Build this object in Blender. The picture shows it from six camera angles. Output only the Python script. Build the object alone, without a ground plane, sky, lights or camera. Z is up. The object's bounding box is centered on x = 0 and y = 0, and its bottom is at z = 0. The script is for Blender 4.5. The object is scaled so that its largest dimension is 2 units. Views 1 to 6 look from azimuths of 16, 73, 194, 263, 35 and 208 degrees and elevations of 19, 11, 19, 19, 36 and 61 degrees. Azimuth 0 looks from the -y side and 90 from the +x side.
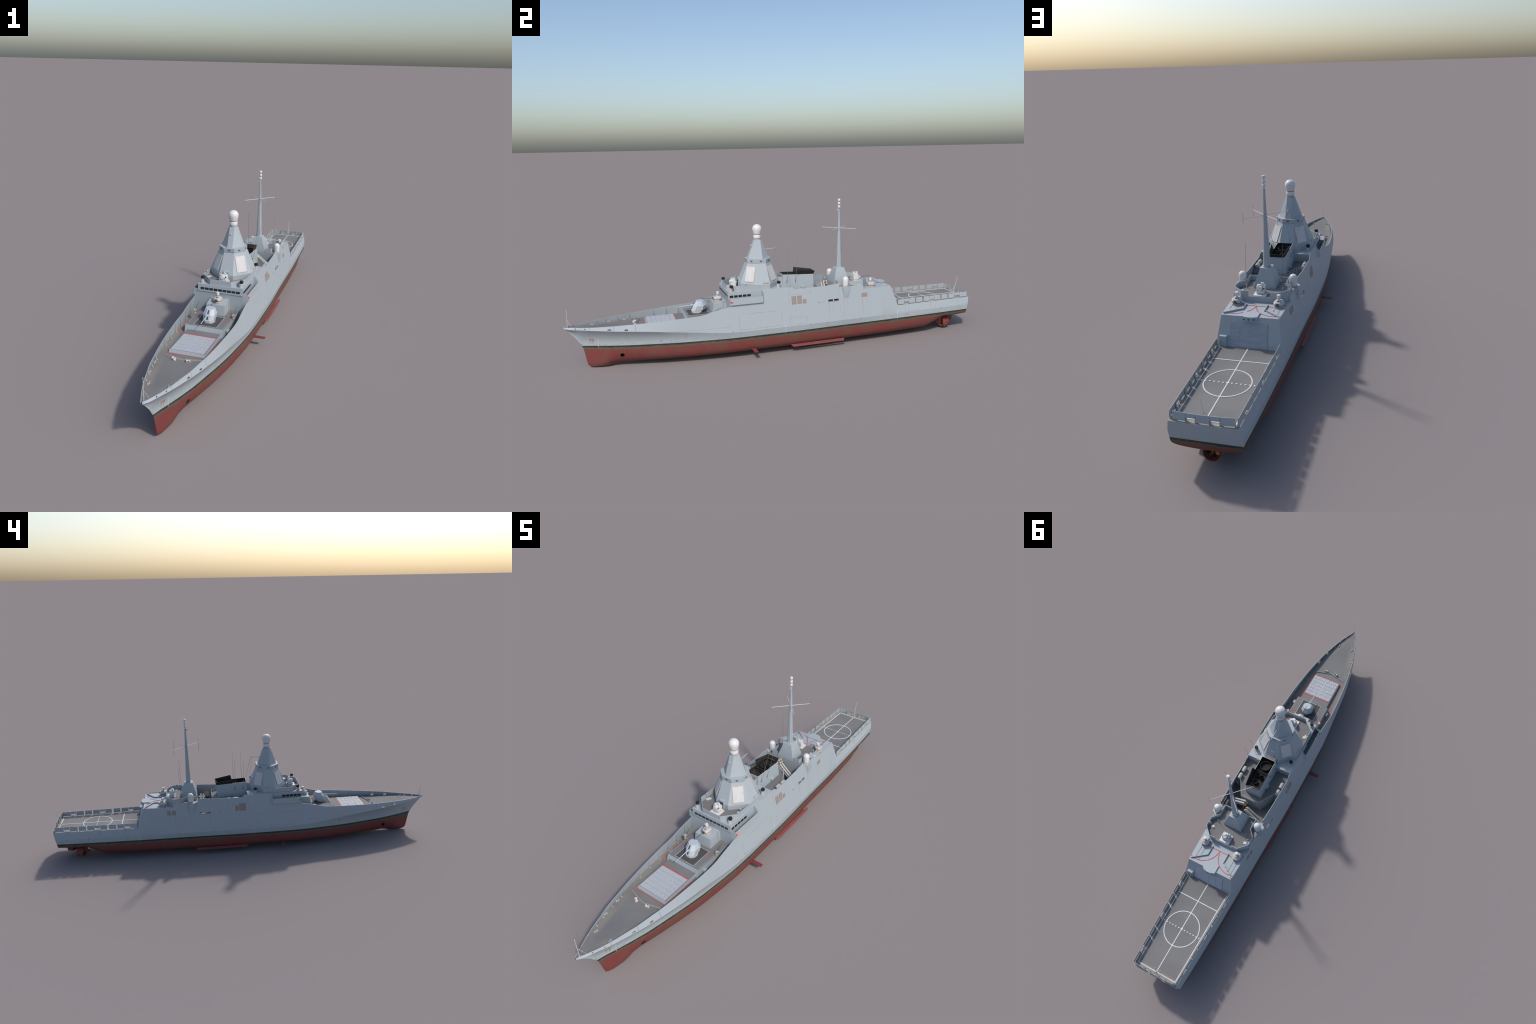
import bpy, bmesh, math, random
from mathutils import Vector, Matrix

random.seed(7)
for o in list(bpy.data.objects):
    bpy.data.objects.remove(o, do_unlink=True)

# ------------------------------------------------------------------ materials
class Nodes:
    """small helper to write shader maths compactly"""
    def __init__(self, name):
        self.mat = bpy.data.materials.new(name)
        self.mat.use_nodes = True
        self.nt = self.mat.node_tree
        self.nt.nodes.clear()
        self.out = self.n('ShaderNodeOutputMaterial')
        self.bsdf = self.n('ShaderNodeBsdfPrincipled')
        self.link(self.bsdf.outputs[0], self.out.inputs[0])
        tc = self.n('ShaderNodeTexCoord')
        self.pos = tc.outputs['Object']
        sep = self.n('ShaderNodeSeparateXYZ')
        self.link(self.pos, sep.inputs[0])
        self.x, self.y, self.z = sep.outputs
    def n(self, t):
        return self.nt.nodes.new(t)
    def link(self, a, b):
        self.nt.links.new(a, b)
    def put(self, sock, v):
        if isinstance(v, (int, float)):
            sock.default_value = v
        elif isinstance(v, tuple):
            sock.default_value = v if len(v) == 4 else (*v, 1.0)
        else:
            self.link(v, sock)
    def m(self, op, a, b=0.0, c=0.0, clamp=False):
        nd = self.n('ShaderNodeMath'); nd.operation = op; nd.use_clamp = clamp
        for s, v in zip(nd.inputs, (a, b, c)):
            self.put(s, v)
        return nd.outputs[0]
    def add(self, a, b): return self.m('ADD', a, b)
    def sub(self, a, b): return self.m('SUBTRACT', a, b)
    def mul(self, a, b): return self.m('MULTIPLY', a, b)
    def mx(self, a, b): return self.m('MAXIMUM', a, b)
    def mn(self, a, b): return self.m('MINIMUM', a, b)
    def step(self, v, lo, hi):
        nd = self.n('ShaderNodeMapRange'); nd.interpolation_type = 'SMOOTHSTEP'
        self.put(nd.inputs[0], v)
        nd.inputs[1].default_value = lo; nd.inputs[2].default_value = hi
        return nd.outputs[0]
    def noise(self, scale, stretch=(1, 1, 1), detail=3.0, rough=.55, off=(0, 0, 0)):
        mp = self.n('ShaderNodeMapping')
        self.link(self.pos, mp.inputs[0])
        mp.inputs['Scale'].default_value = stretch
        mp.inputs['Location'].default_value = off
        nd = self.n('ShaderNodeTexNoise')
        self.link(mp.outputs[0], nd.inputs['Vector'])
        nd.inputs['Scale'].default_value = scale
        nd.inputs['Detail'].default_value = detail
        nd.inputs['Roughness'].default_value = rough
        return nd.outputs[0]
    def mix(self, f, a, b):
        nd = self.n('ShaderNodeMix'); nd.data_type = 'RGBA'
        self.put(nd.inputs[0], f); self.put(nd.inputs[6], a); self.put(nd.inputs[7], b)
        return nd.outputs[2]
    def inside(self, v, lo, hi, soft):
        """1 where lo < v < hi, soft edged"""
        return self.mul(self.step(v, lo - soft, lo + soft),
                        self.sub(1.0, self.step(v, hi - soft, hi + soft)))
    def done(self, col, rough=.55, metal=0.0, spec=.3):
        self.put(self.bsdf.inputs['Base Color'], col)
        self.put(self.bsdf.inputs['Roughness'], rough)
        self.bsdf.inputs['Metallic'].default_value = metal
        self.bsdf.inputs['Specular IOR Level'].default_value = spec
        return self.mat

GREY = (.330, .388, .426)
GREY_WARM = (.342, .376, .404)
TAN = (.37, .30, .225)
RUST = (.30, .125, .055)

def plain(name, col, rough=.55, var=.12, scale=60, metal=0.0, spec=.3):
    N = Nodes(name)
    f = N.step(N.noise(scale), .35, .68)
    dark = tuple(c * (1 - var) for c in col)
    return N.done(N.mix(f, dark, col), rough, metal, spec)

def grey_streaks(N):
    """painted steel: pale vertical runs of dirt and a little tan"""
    f = N.step(N.noise(1, (130, 130, 9), 3, .6), .38, .66)
    col = N.mix(f, GREY_WARM, GREY)
    g = N.step(N.noise(1, (45, 45, 4), 3, .6, (3, 9, 1)), .58, .76)
    return N.mix(N.mul(g, .22), col, TAN)

def make_paint(name='grey_paint'):
    N = Nodes(name)
    return N.done(grey_streaks(N), .5)

def make_hull_paint():
    N = Nodes('hull_paint')
    y, z = N.y, N.z
    col = grey_streaks(N)
    # seams of the boat doors and plating: outlines of rounded rectangles in side view
    seams = [(-.2425, -.0388, .1395, .2080, .008, .8), (.0016, .0862, .1362, .1690, .006, .6),
             (-.62, -.2838, .1585, .42, .001, .7), (.0045, .112, .2745, .5, .002, .6),
             (.112, .2, .2255, .5, .001, .45), (-.0015, .0035, .13, .5, .001, .3),
             (.2605, .5, .0, .5, .001, .35)]
    line = None
    wob = N.noise(30, (1, 1, 1), 2)
    for y0, y1, z0, z1, r, s in seams:
        dy = N.sub(N.m('ABSOLUTE', N.sub(y, (y0 + y1) / 2)), (y1 - y0) / 2 - r)
        dz = N.sub(N.m('ABSOLUTE', N.sub(z, (z0 + z1) / 2)), (z1 - z0) / 2 - r)
        oy, oz = N.mx(dy, 0.0), N.mx(dz, 0.0)
        d = N.sub(N.add(N.m('SQRT', N.add(N.mul(oy, oy), N.mul(oz, oz))),
                        N.mn(N.mx(dy, dz), 0.0)), r)
        l = N.mul(N.sub(1.0, N.step(N.m('ABSOLUTE', d), .0003, .0020)), s)
        line = l if line is None else N.mx(line, l)
    line = N.mul(line, N.step(wob, .25, .6))
    col = N.mix(N.mul(line, .75), col, (.30, .215, .16))
    # butt joints of the bulwark plates
    for y0, zl in ((-.8905, .1855), (-.792, .1802), (-.6995, .1747)):
        a = N.mul(N.sub(1.0, N.step(N.m('ABSOLUTE', N.sub(y, y0)), .0003, .0010)), N.step(z, zl, zl + .001))
        col = N.mix(N.mul(a, .8), col, (.10, .12, .135))
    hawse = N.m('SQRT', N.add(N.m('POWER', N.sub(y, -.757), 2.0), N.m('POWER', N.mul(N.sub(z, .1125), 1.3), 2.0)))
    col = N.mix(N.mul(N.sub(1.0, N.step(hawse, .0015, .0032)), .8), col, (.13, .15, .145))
    # runs of rust: (y, top z, length, width, strength)
    runs = [(-.894, .1365, .032, .0042, 1.0), (-.8815, .1365, .034, .0042, 1.0), (-.888, .1365, .012, .010, .75), (-.803, .172, .05, .002, .22),
            (-.738, .170, .065, .002, .45), (-.490, .149, .043, .0022, .75), (-.480, .149, .045, .004, .30),
            (-.355, .140, .03, .002, .3), (-.275, .140, .03, .002, .75), (.1015, .1315, .026, .002, .85),
            (.1286, .127, .02, .002, .5), (.186, .137, .03, .002, .5), (.364, .132, .026, .002, .85),
            (.5544, .127, .022, .002, .6), (.666, .129, .022, .002, .35), (.8255, .130, .026, .0022, .85),
            (.018, .228, .07, .0018, .3), (.033, .228, .08, .0018, .25), (.065, .228, .06, .0018, .2),
            (.201, .222, .11, .0022, .4), (.222, .222, .08, .0018, .2), (.281, .235, .13, .003, .3),
            (.300, .235, .10, .002, .3), (.381, .227, .12, .0022, .35), (.405, .227, .10, .0018, .25),
            (.618, .164, .055, .0022, .35), (.636, .164, .055, .0022, .35), (.768, .164, .035, .006, .3),
            (.932, .164, .08, .0022, .35), (-.11, .139, .035, .002, .25), (-.045, .139, .035, .002, .25),
            (-.237, .139, .035, .003, .35), (.0105, .165, .01, .004, .2)]
    rust = None
    yw = N.add(y, N.mul(N.sub(N.noise(60), .5), .002))
    for y0, zt, ln, w, s in runs:
        a = N.sub(1.0, N.step(N.m('ABSOLUTE', N.sub(yw, y0)), w * .3, w))
        b = N.mul(N.step(z, zt - ln, zt - ln * .1), N.sub(1.0, N.step(z, zt, zt + .0012)))
        r_ = N.mul(N.mul(a, b), s)
        rust = r_ if rust is None else N.mx(rust, r_)
    rcol = N.mix(N.step(N.noise(90), .25, .6), (.34, .225, .15), RUST)
    col = N.mix(N.mul(rust, N.step(N.noise(1, (200, 200, 30)), .2, .5)), col, rcol)
    # rows of dark weed flecks just above the waterline
    fleck = N.mul(N.step(N.noise(170, (1, 1, 1.2), 4, .75), .53, .62),
                  N.inside(z, .1040, .1115, .0022))
    big = N.step(N.noise(16, (1, 1, .2)), .38, .58)
    col = N.mix(N.mul(N.mul(fleck, big), .75), col, (.13, .16, .14))
    # black boot top going to olive slime
    zj = N.add(z, N.mul(N.sub(N.noise(45, (1, 1, 1), 4, .65), .5), .016))
    slime = N.mix(N.step(zj, .0908, .0990), (.092, .098, .066), (.028, .030, .024))
    slime = N.mix(N.mul(N.step(N.noise(120, (1, 1, 3)), .5, .7), .5), slime, (.065, .073, .050))
    ochre = N.mul(rust, .8)
    slime = N.mix(ochre, slime, (.16, .095, .03))
    col = N.mix(N.sub(1.0, N.step(z, .1028, .1036)), col, slime)
    # red antifouling, slightly browned in patches
    brown = N.step(N.noise(1, (16, 16, 9), 3, .6), .40, .66)
    red = N.mix(brown, (.166, .042, .039), (.148, .056, .044))
    up = N.step(N.add(z, N.mul(N.noise(25, (1, 1, .4)), .03)), .092, .112)
    red = N.mix(N.mul(up, .45), red, (.125, .088, .060))
    col = N.mix(N.sub(1.0, N.step(z, .0885, .0893)), col, red)
    # white draught scales, in three places on each side
    for y0 in (-.8605, -.022, .572):
        a = N.inside(y, y0 - .0007, y0 + .0007, .0003)
        b = N.inside(z, .0955, .1365, .0005)
        head = N.mul(N.inside(y, y0 - .0022, y0 + .0022, .0003), N.inside(z, .1335, .1365, .0005))
        col = N.mix(N.mul(N.mx(N.mul(a, b), head), .55), col, (.62, .65, .67))
    # dark draught figures (upright bars)
    for y0, cnt in ((-.597, 3), (-.4465, 2), (.534, 2), (.616, 4)):
        for k in range(cnt):
            yy = y0 + k * .0055
            a = N.mul(N.inside(y, yy - .0010, yy + .0010, .0004), N.inside(z, .1125, .1200, .0005))
            col = N.mix(N.mul(a, .55), col, (.10, .12, .13))
    return N.done(col, .5)

def make_deck():
    N = Nodes('deck_paint')
    f = N.step(N.noise(5, (1, 1, 1), 3, .5), .3, .7)
    col = N.mix(f, (.150, .151, .156), (.178, .177, .178))
    # tan and khaki dirt gathers toward the deck edge
    half = N.mul(N.sub(1.0, N.m('POWER', N.mx(N.mul(N.sub(-.30, N.y), 1.43), 0.0), 1.9)), .121)
    edge = N.sub(half, N.m('ABSOLUTE', N.x))
    e = N.sub(1.0, N.step(edge, .003, .022))
    d = N.mul(e, N.step(N.noise(9, (1, 1, 1), 3, .6), .3, .62))
    col = N.mix(N.mul(d, .45), col, (.275, .245, .20))
    s = N.step(N.noise(26, (1, 1, 1), 3, .6, (5, 2, 0)), .62, .76)
    col = N.mix(N.mul(s, .10), col, (.30, .25, .19))
    return N.done(col, .75, 0, .2)

def make_flight_deck():
    N = Nodes('flight_deck_paint')
    f = N.step(N.noise(6, (1, 1, 1), 3, .5, (4, 4, 0)), .3, .7)
    col = N.mix(f, (.160, .161, .164), (.192, .191, .190))
    w = N.sub(.1136, N.mul(N.mx(N.sub(N.y, .585), 0.0), .032))
    edge = N.sub(w, N.m('ABSOLUTE', N.x))
    e = N.sub(1.0, N.step(edge, .006, .019))
    st = N.step(N.y, .965, .985)
    col = N.mix(N.mul(N.mx(e, st), .55), col, (.315, .305, .255))
    return N.done(col, .75, 0, .2)

def make_louvre():
    N = Nodes('rusty_louvre')
    w = N.step(N.m('SINE', N.mul(N.z, 3200)), -.2, .6)
    col = N.mix(w, (.235, .225, .215), (.275, .265, .255))
    r = N.step(N.noise(40, (1, 1, 1), 3), .52, .66)
    return N.done(N.mix(N.mul(r, .6), col, (.34, .18, .10)), .7)

def make_door():
    N = Nodes('roller_door_paint')
    f = N.step(N.noise(1, (20, 20, 300)), .4, .6)
    return N.done(N.mix(f, (.375, .40, .445), (.425, .45, .49)), .55)

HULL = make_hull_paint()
PAINT = make_paint()
DECK = make_deck()
FDECK = make_flight_deck()
PAD = plain('dark_gun_pad', (.072, .072, .074), .8, .12)
LOUVRE = make_louvre()
RUSTEDGE = plain('rust_edging', (.36, .20, .12), .8, .4, 140)
DOOR = make_door()
WHITE = plain('white_paint', (.62, .62, .615), .4, .04, 40)
TURRET = plain('turret_white', (.54, .545, .545), .45, .08, 60)
PANEL = plain('radar_panel', (.535, .535, .545), .45, .06, 50)
PANELEDGE = plain('radar_panel_edge', (.50, .42, .345), .6, .15, 90)
TANRING = plain('stained_ring', (.46, .39, .33), .7, .25, 200)
BODY = plain('weapon_grey', (.42, .42, .41), .5, .12, 150)
BLACK = plain('sooty_black', (.020, .020, .019), .75, .3, 40)
SOOT = plain('soot_interior', (.032, .030, .028), .85, .4, 60)
GLASS = plain('dark_window', (.018, .020, .020), .12, .2, 60, 0, .5)
DARK = plain('dark_steel', (.06, .07, .075), .5, .2, 100)
RED = plain('red_line_paint', (.62, .085, .065), .6, .25, 60)
LINE = plain('white_line_paint', (.62, .63, .64), .6, .08, 50)
PALELINE = plain('pale_blue_line', (.38, .43, .47), .6, .12, 80)
REDHULL = plain('red_antifouling', (.195, .050, .046), .6, .15, 25)
BRONZE = plain('propeller_bronze', (.33, .20, .045), .35, .3, 60, .6)
ANODE = plain('zinc_anode', (.45, .48, .50), .5, .1)
WIRE = plain('wire_grey', (.20, .20, .21), .6, .1)
POLE = plain('pale_pole', (.58, .56, .55), .5, .1)
LENS = plain('purple_lens', (.10, .02, .09), .2, .1)
NAVRED = plain('red_lamp', (.80, .03, .04), .3, .05)
NAVGREEN = plain('green_lamp', (.02, .36, .05), .3, .05)
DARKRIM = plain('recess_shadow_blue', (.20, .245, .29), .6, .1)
CAPTAN = plain('launcher_caps', (.62, .45, .25), .6, .15, 100)
VLS = plain('launcher_hatch_paint', (.400, .420, .455), .55, .08, 120)
VLSLINE = plain('launcher_hatch_gap', (.365, .385, .425), .6, .1, 90)
CARGO = plain('pale_hatch', (.58, .57, .56), .5, .08)
STAIN = plain('stained_fitting', (.45, .415, .37), .65, .3, 260)

# ------------------------------------------------------------------ mesh helpers
ship = bpy.data.objects.new('naval_frigate', None)
bpy.context.scene.collection.objects.link(ship)
ship['label'] = 'grey naval frigate with red underwater hull and octagonal radar mast'
ship['category'] = 'warship'

def finish_mesh(bm, name, angle=32):
    bmesh.ops.recalc_face_normals(bm, faces=bm.faces[:])
    for f in bm.faces:
        f.smooth = True
    lim = math.radians(angle)
    for e in bm.edges:
        if len(e.link_faces) == 2:
            e.smooth = e.calc_face_angle(0) < lim
    me = bpy.data.meshes.new(name)
    bm.to_mesh(me)
    bm.free()
    return me

def add_object(name, me, parent, loc=(0, 0, 0), rotz=0.0, scale=None):
    ob = bpy.data.objects.new(name, me)
    bpy.context.scene.collection.objects.link(ob)
    ob.parent = parent
    ob.location = loc
    ob.rotation_euler = (0, 0, rotz)
    if scale:
        ob.scale = scale
    return ob

class Part:
    def __init__(self, name):
        self.name = name
        self.bm = bmesh.new()
        self.mats = []
        self.M = Matrix.Identity(4)
    def mi(self, mat):
        if mat not in self.mats:
            self.mats.append(mat)
        return self.mats.index(mat)
    def v(self, p):
        return self.bm.verts.new(self.M @ Vector(p))
    def face(self, vs, mat):
        try:
            f = self.bm.faces.new(vs)
            f.material_index = self.mi(mat)
            return f
        except ValueError:
            return None
    def loft(self, rings, mat, caps=(True, True), capmat=None):
        """closed loops of points joined ring to ring"""
        R = [[self.v(p) for p in r] for r in rings]
        n = len(R[0])
        for a, b in zip(R, R[1:]):
            for i in range(n):
                self.face([a[i], a[(i + 1) % n], b[(i + 1) % n], b[i]], mat)
        if caps[0]:
            self.face(R[0][::-1], mat)
        if caps[1]:
            self.face(R[-1], capmat or mat)
        return self
    def prism(self, poly, z0, z1, mat, capmat=None, top=None):
        top = top or poly
        return self.loft([[(x, y, z0) for x, y in poly], [(x, y, z1) for x, y in top]], mat, capmat=capmat)
    def box(self, c, s, mat, rotz=0.0, taper=1.0, capmat=None):
        cx, cy, cz = c; hx, hy, hz = s[0] / 2, s[1] / 2, s[2] / 2
        ca, sa = math.cos(rotz), math.sin(rotz)
        def ring(k, z):
            return [(cx + ca * a * hx * k - sa * b * hy * k, cy + sa * a * hx * k + ca * b * hy * k, z)
                    for a, b in ((-1, -1), (1, -1), (1, 1), (-1, 1))]
        return self.loft([ring(1, cz - hz), ring(taper, cz + hz)], mat, capmat=capmat)
    def lathe(self, prof, c, mat, axis=(0, 0, 1), seg=20, mats=None):
        """prof: list of (radius, distance along axis) from c"""
        q = Vector((0, 0, 1)).rotation_difference(Vector(axis).normalized())
        c = Vector(c)
        rings = []
        for r, h in prof:
            r = max(r, 1e-5)
            rings.append([self.v(c + q @ Vector((r * math.cos(2 * math.pi * i / seg),
                                                  r * math.sin(2 * math.pi * i / seg), h))) for i in range(seg)])
        for k, (a, b) in enumerate(zip(rings, rings[1:])):
            mt = mats[k] if mats else mat
            for i in range(seg):
                self.face([a[i], a[(i + 1) % seg], b[(i + 1) % seg], b[i]], mt)
        self.face(rings[0][::-1], mats[0] if mats else mat)
        self.face(rings[-1], mats[-1] if mats else mat)
        return self
    def tube(self, p0, p1, r0, mat, r1=None, seg=8):
        p0, p1 = Vector(p0), Vector(p1)
        return self.lathe([(r0, 0), (r0 if r1 is None else r1, (p1 - p0).length)], p0, mat, p1 - p0, seg)
    def wall(self, pts, z0, z1, t, mat, closed=False, lean=0.0):
        """upright plate of thickness t following a plan polyline"""
        P = [Vector((p[0], p[1])) for p in pts]
        n = len(P)
        offs = []
        for i in range(n):
            ds = []
            if closed or i > 0: ds.append((P[i] - P[i - 1]).normalized())
            if closed or i < n - 1: ds.append((P[(i + 1) % n] - P[i]).normalized())
            ns = [Vector((-d.y, d.x)) for d in ds]
            nn = sum(ns, Vector((0, 0))).normalized()
            offs.append(nn * (t / 2 / max(.4, nn.dot(ns[0]))))
        zz = lambda z, i: z[i] if isinstance(z, (list, tuple)) else z
        rows = [[self.v((*(P[i] - offs[i]), zz(z0, i))), self.v((*(P[i] + offs[i]), zz(z0, i))),
                 self.v((*(P[i] + offs[i]), zz(z1, i))), self.v((*(P[i] - offs[i]), zz(z1, i)))] for i in range(n)]
        m = n if closed else n - 1
        for i in range(m):
            a, b = rows[i], rows[(i + 1) % n]
            for k in range(4):
                self.face([a[k], a[(k + 1) % 4], b[(k + 1) % 4], b[k]], mat)
        if not closed:
            self.face(rows[0][::-1], mat); self.face(rows[-1], mat)
        return self
    def ribbon(self, pts, width, z, mat, h=.0006, closed=False):
        """painted line laid on a deck, a hair proud of it"""
        return self.wall(pts, z if not isinstance(z, (list, tuple)) else z,
                         (z + h) if not isinstance(z, (list, tuple)) else [q + h for q in z], width, mat, closed)
    def done(self, parent=ship, loc=(0, 0, 0), rotz=0.0, angle=32):
        me = finish_mesh(self.bm, self.name, angle)
        for m in self.mats:
            me.materials.append(m)
        return add_object(self.name, me, parent, loc, rotz)

def copies(ob, places, parent=ship):
    """repeats sharing the mesh: places are (loc, rotz, scale)"""
    for loc, rz, sc in places:
        o = ob.copy()
        bpy.context.scene.collection.objects.link(o)
        o.location = loc; o.rotation_euler = (0, 0, rz)
        if sc: o.scale = sc
        o.parent = parent

def lerp_table(tab, y, col=1):
    if y <= tab[0][0]: return tab[0][col]
    for a, b in zip(tab, tab[1:]):
        if y <= b[0]:
            t = (y - a[0]) / (b[0] - a[0])
            return a[col] + (b[col] - a[col]) * t
    return tab[-1][col]

def smooth_table(tab, y, col=1):
    """monotone cubic through the table"""
    xs = [r[0] for r in tab]; ys = [r[col] for r in tab]
    n = len(xs)
    if y <= xs[0]: return ys[0]
    if y >= xs[-1]: return ys[-1]
    d = [(ys[i + 1] - ys[i]) / (xs[i + 1] - xs[i]) for i in range(n - 1)]
    m = [d[0]] + [0 if d[i - 1] * d[i] <= 0 else 2 * d[i - 1] * d[i] / (d[i - 1] + d[i]) for i in range(1, n - 1)] + [d[-1]]
    i = max(k for k in range(n - 1) if xs[k] <= y)
    h = xs[i + 1] - xs[i]; t = (y - xs[i]) / h
    return ((2 * t ** 3 - 3 * t * t + 1) * ys[i] + (t ** 3 - 2 * t * t + t) * h * m[i]
            + (-2 * t ** 3 + 3 * t * t) * ys[i + 1] + (t ** 3 - t * t) * h * m[i + 1])

# ------------------------------------------------------------------ hull lines
KNUCKLE = [(-1, .0035, .1900), (-.98, .0165, .1885), (-.93, .0375, .1868), (-.89, .0535, .1853), (-.83, .0715, .1820),
           (-.79, .0830, .1795), (-.73, .0970, .1765), (-.70, .1022, .1745), (-.63, .1132, .1690), (-.58, .1185, .1635),
           (-.53, .1224, .1580), (-.48, .1258, .1525), (-.43, .1292, .1470), (-.38, .1330, .1410), (-.33, .1362, .1355),
           (-.28, .1382, .1320), (-.2, .1386, .1300), (0, .1380, .1295), (.1, .1372, .1295), (.28, .1338, .1292), (.39, .1306, .1290),
           (.51, .1260, .1290), (.575, .1230, .1290), (.725, .1188, .1290), (.83, .1155, .1290), (.9, .1125, .1290), (1, .1080, .1290)]
BOOT = [(-.9313, 0), (-.8976, .0098), (-.862, .0228), (-.824, .0358), (-.786, .0478), (-.731, .0632), (-.64, .0828),
        (-.57, .0972), (-.49, .1105), (-.421, .1190), (-.35, .1265), (-.274, .1325), (-.16, .1350), (.024, .1352),
        (.28, .1290), (.51, .1245), (.622, .1216), (.725, .1184), (.82, .1150), (.91, .1110), (.985, .1074)]
SHEER = [(-1, .0030, .1965), (-.98, .0122, .1965), (-.93, .0350, .1970), (-.88, .0530, .1980), (-.83, .0668, .1998),
         (-.79, .0782, .2018), (-.73, .0893, .2040), (-.70, .0950, .2050), (-.63, .1050, .2085), (-.58, .1105, .2112),
         (-.53, .1150, .2137), (-.48, .1187, .2162), (-.43, .1205, .2188), (-.40, .1207, .2222), (-.37, .1205, .2300),
         (-.33, .1200, .2385), (-.281, .1185, .2470)]
KEEL = [(-1, .190), (-.9795, .1715), (-.949, .1345), (-.9313, .104), (-.9247, .0895), (-.919, .060), (-.915, .035),
        (-.910, .0115), (-.904, .0045), (-.893, .0008), (-.88, .0), (-.850, .0), (-.835, .0022), (-.815, .0065), (-.80, .0088), (-.70, .0078), (-.4, .0052),
        (.55, .0048), (.755, .0070), (.79, .0200), (.85, .0555), (.91, .0635), (.977, .0694), (1, .071)]
FULL = [(-.95, 8), (-.86, 9), (-.83, 6.5), (-.80, 3.4), (-.76, 2.9), (-.68, 4.0), (-.6, 4.9), (-.45, 5.4), (-.3, 5.5), (0, 5.2), (.5, 5.2), (.74, 4.6), (.80, 3.6), (.85, 3.4), (.92, 5), (1, 5.5)]
DEADRISE = [(-.84, 2.0), (-.80, 1.75), (-.6, 1.55), (-.3, 1.42), (.3, 1.42), (.6, 1.32), (.76, 1.28), (.80, 1.15), (.86, 1.12), (.92, 1.5), (1, 2.0)]
DECKZ = [(-1, .1895), (-.98, .1892), (-.9, .1858), (-.83, .1830), (-.77, .1797), (-.70, .1768), (-.64, .1752), (-.5, .1722),
         (-.28, .171)]
WELL = [(.002, .3092), (.0196, .3085), (.0338, .2970), (.1, .2984), (.198, .2996), (.1985, .3012), (.2577, .3045), (.261, .3045)]
SLOPE = .172
BOOTZ = .1036

def knuckle(y):
    return smooth_table(KNUCKLE, y, 1), smooth_table(KNUCKLE, y, 2)

def side_x(y, z):
    """half breadth of the slab side above the knuckle, aft of the bridge front"""
    xk, zk = knuckle(y)
    return xk - SLOPE * (z - zk)

def deck_edge(y):
    """half breadth of the flight deck"""
    return .1142 - .0320 * (y - .575)

def hull_section(y, zone):
    """half section from keel to deck centre line for one station"""
    xk, zk = knuckle(y)
    keel = lerp_table(KEEL, y)
    xb = 0.0 if y <= BOOT[0][0] else smooth_table(BOOT, y)
    a = lerp_table(FULL, y); br = lerp_table(DEADRISE, y)
    pts = []
    nu = 14
    ztop = max(keel, BOOTZ)
    for k in range(nu):
        u = (k / (nu - 1)) ** 1.7
        z = keel + (ztop - keel) * u
        pts.append((xb * max(0.0, 1 - (1 - u) ** a) ** (1 / br), z))
    nf = 5
    for k in range(1, nf + 1):
        t = k / nf
        p = 1.0 + 1.15 * min(1.0, max(0.0, (-.25 - y) / .35))
        pts.append((xb + (xk - xb) * t ** p, ztop + (zk - ztop) * t))
    if zone == 'bow':
        xt, zt = smooth_table(SHEER, y, 1), smooth_table(SHEER, y, 2)
        low = smooth_table(DECKZ, y)
    elif zone == 'wing':
        zt = low = .262; xt = side_x(y, zt)
    elif zone == 'block':
        zt = low = .3095; xt = side_x(y, zt)
    elif zone == 'well':
        zt = lerp_table(WELL, y); xt = side_x(y, zt); low = .216
    elif zone == 'mast':
        zt = low = .2864; xt = side_x(y, zt)
    elif zone == 'hangar':
        zt = low = .2667; xt = side_x(y, zt)
    else:
        zt = low = .1663; xt = deck_edge(y)
    for k in range(1, 5):
        t = k / 4
        pts.append((xk + (xt - xk) * t, zk + (zt - zk) * t))
    th = min(.0020, xt * .4)
    if low < zt:
        s = (xk - xt) / (zt - zk)
        pts += [(xt - th, zt), (xt - th + s * (zt - low) * .95, low), (0, low)]
    else:
        pts += [(xt - th, zt), (xt - th, zt), (0, zt)]
    return pts

stations = []
def span(y0, y1, n, zone):
    for i in range(n + 1):
        stations.append((y0 + (y1 - y0) * i / n, zone))
for yy in (-1.0, -.9975, -.993, -.988, -.982, -.975, -.967, -.958, -.949, -.940, -.9313, -.928, -.9247, -.922, -.919, -.917, -.915):
    stations.append((yy, 'bow'))
span(-.91, -.70, 16, 'bow'); span(-.685, -.44, 14, 'bow'); span(-.43, -.281, 12, 'bow')
span(-.281, -.1265, 6, 'wing'); span(-.1265, .002, 5, 'block')
for yy in (.002, .0196, .0338, .06, .1, .15, .198, .1985, .23, .2577, .261):
    stations.append((yy, 'well'))
span(.261, .388, 5, 'mast'); span(.388, .540, 6, 'hangar')
for yy in (.575, .62, .67, .72, .755, .77, .79, .82, .85, .88, .91, .94, .96, .98, .9985):
    stations.append((yy, 'stern'))

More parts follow.
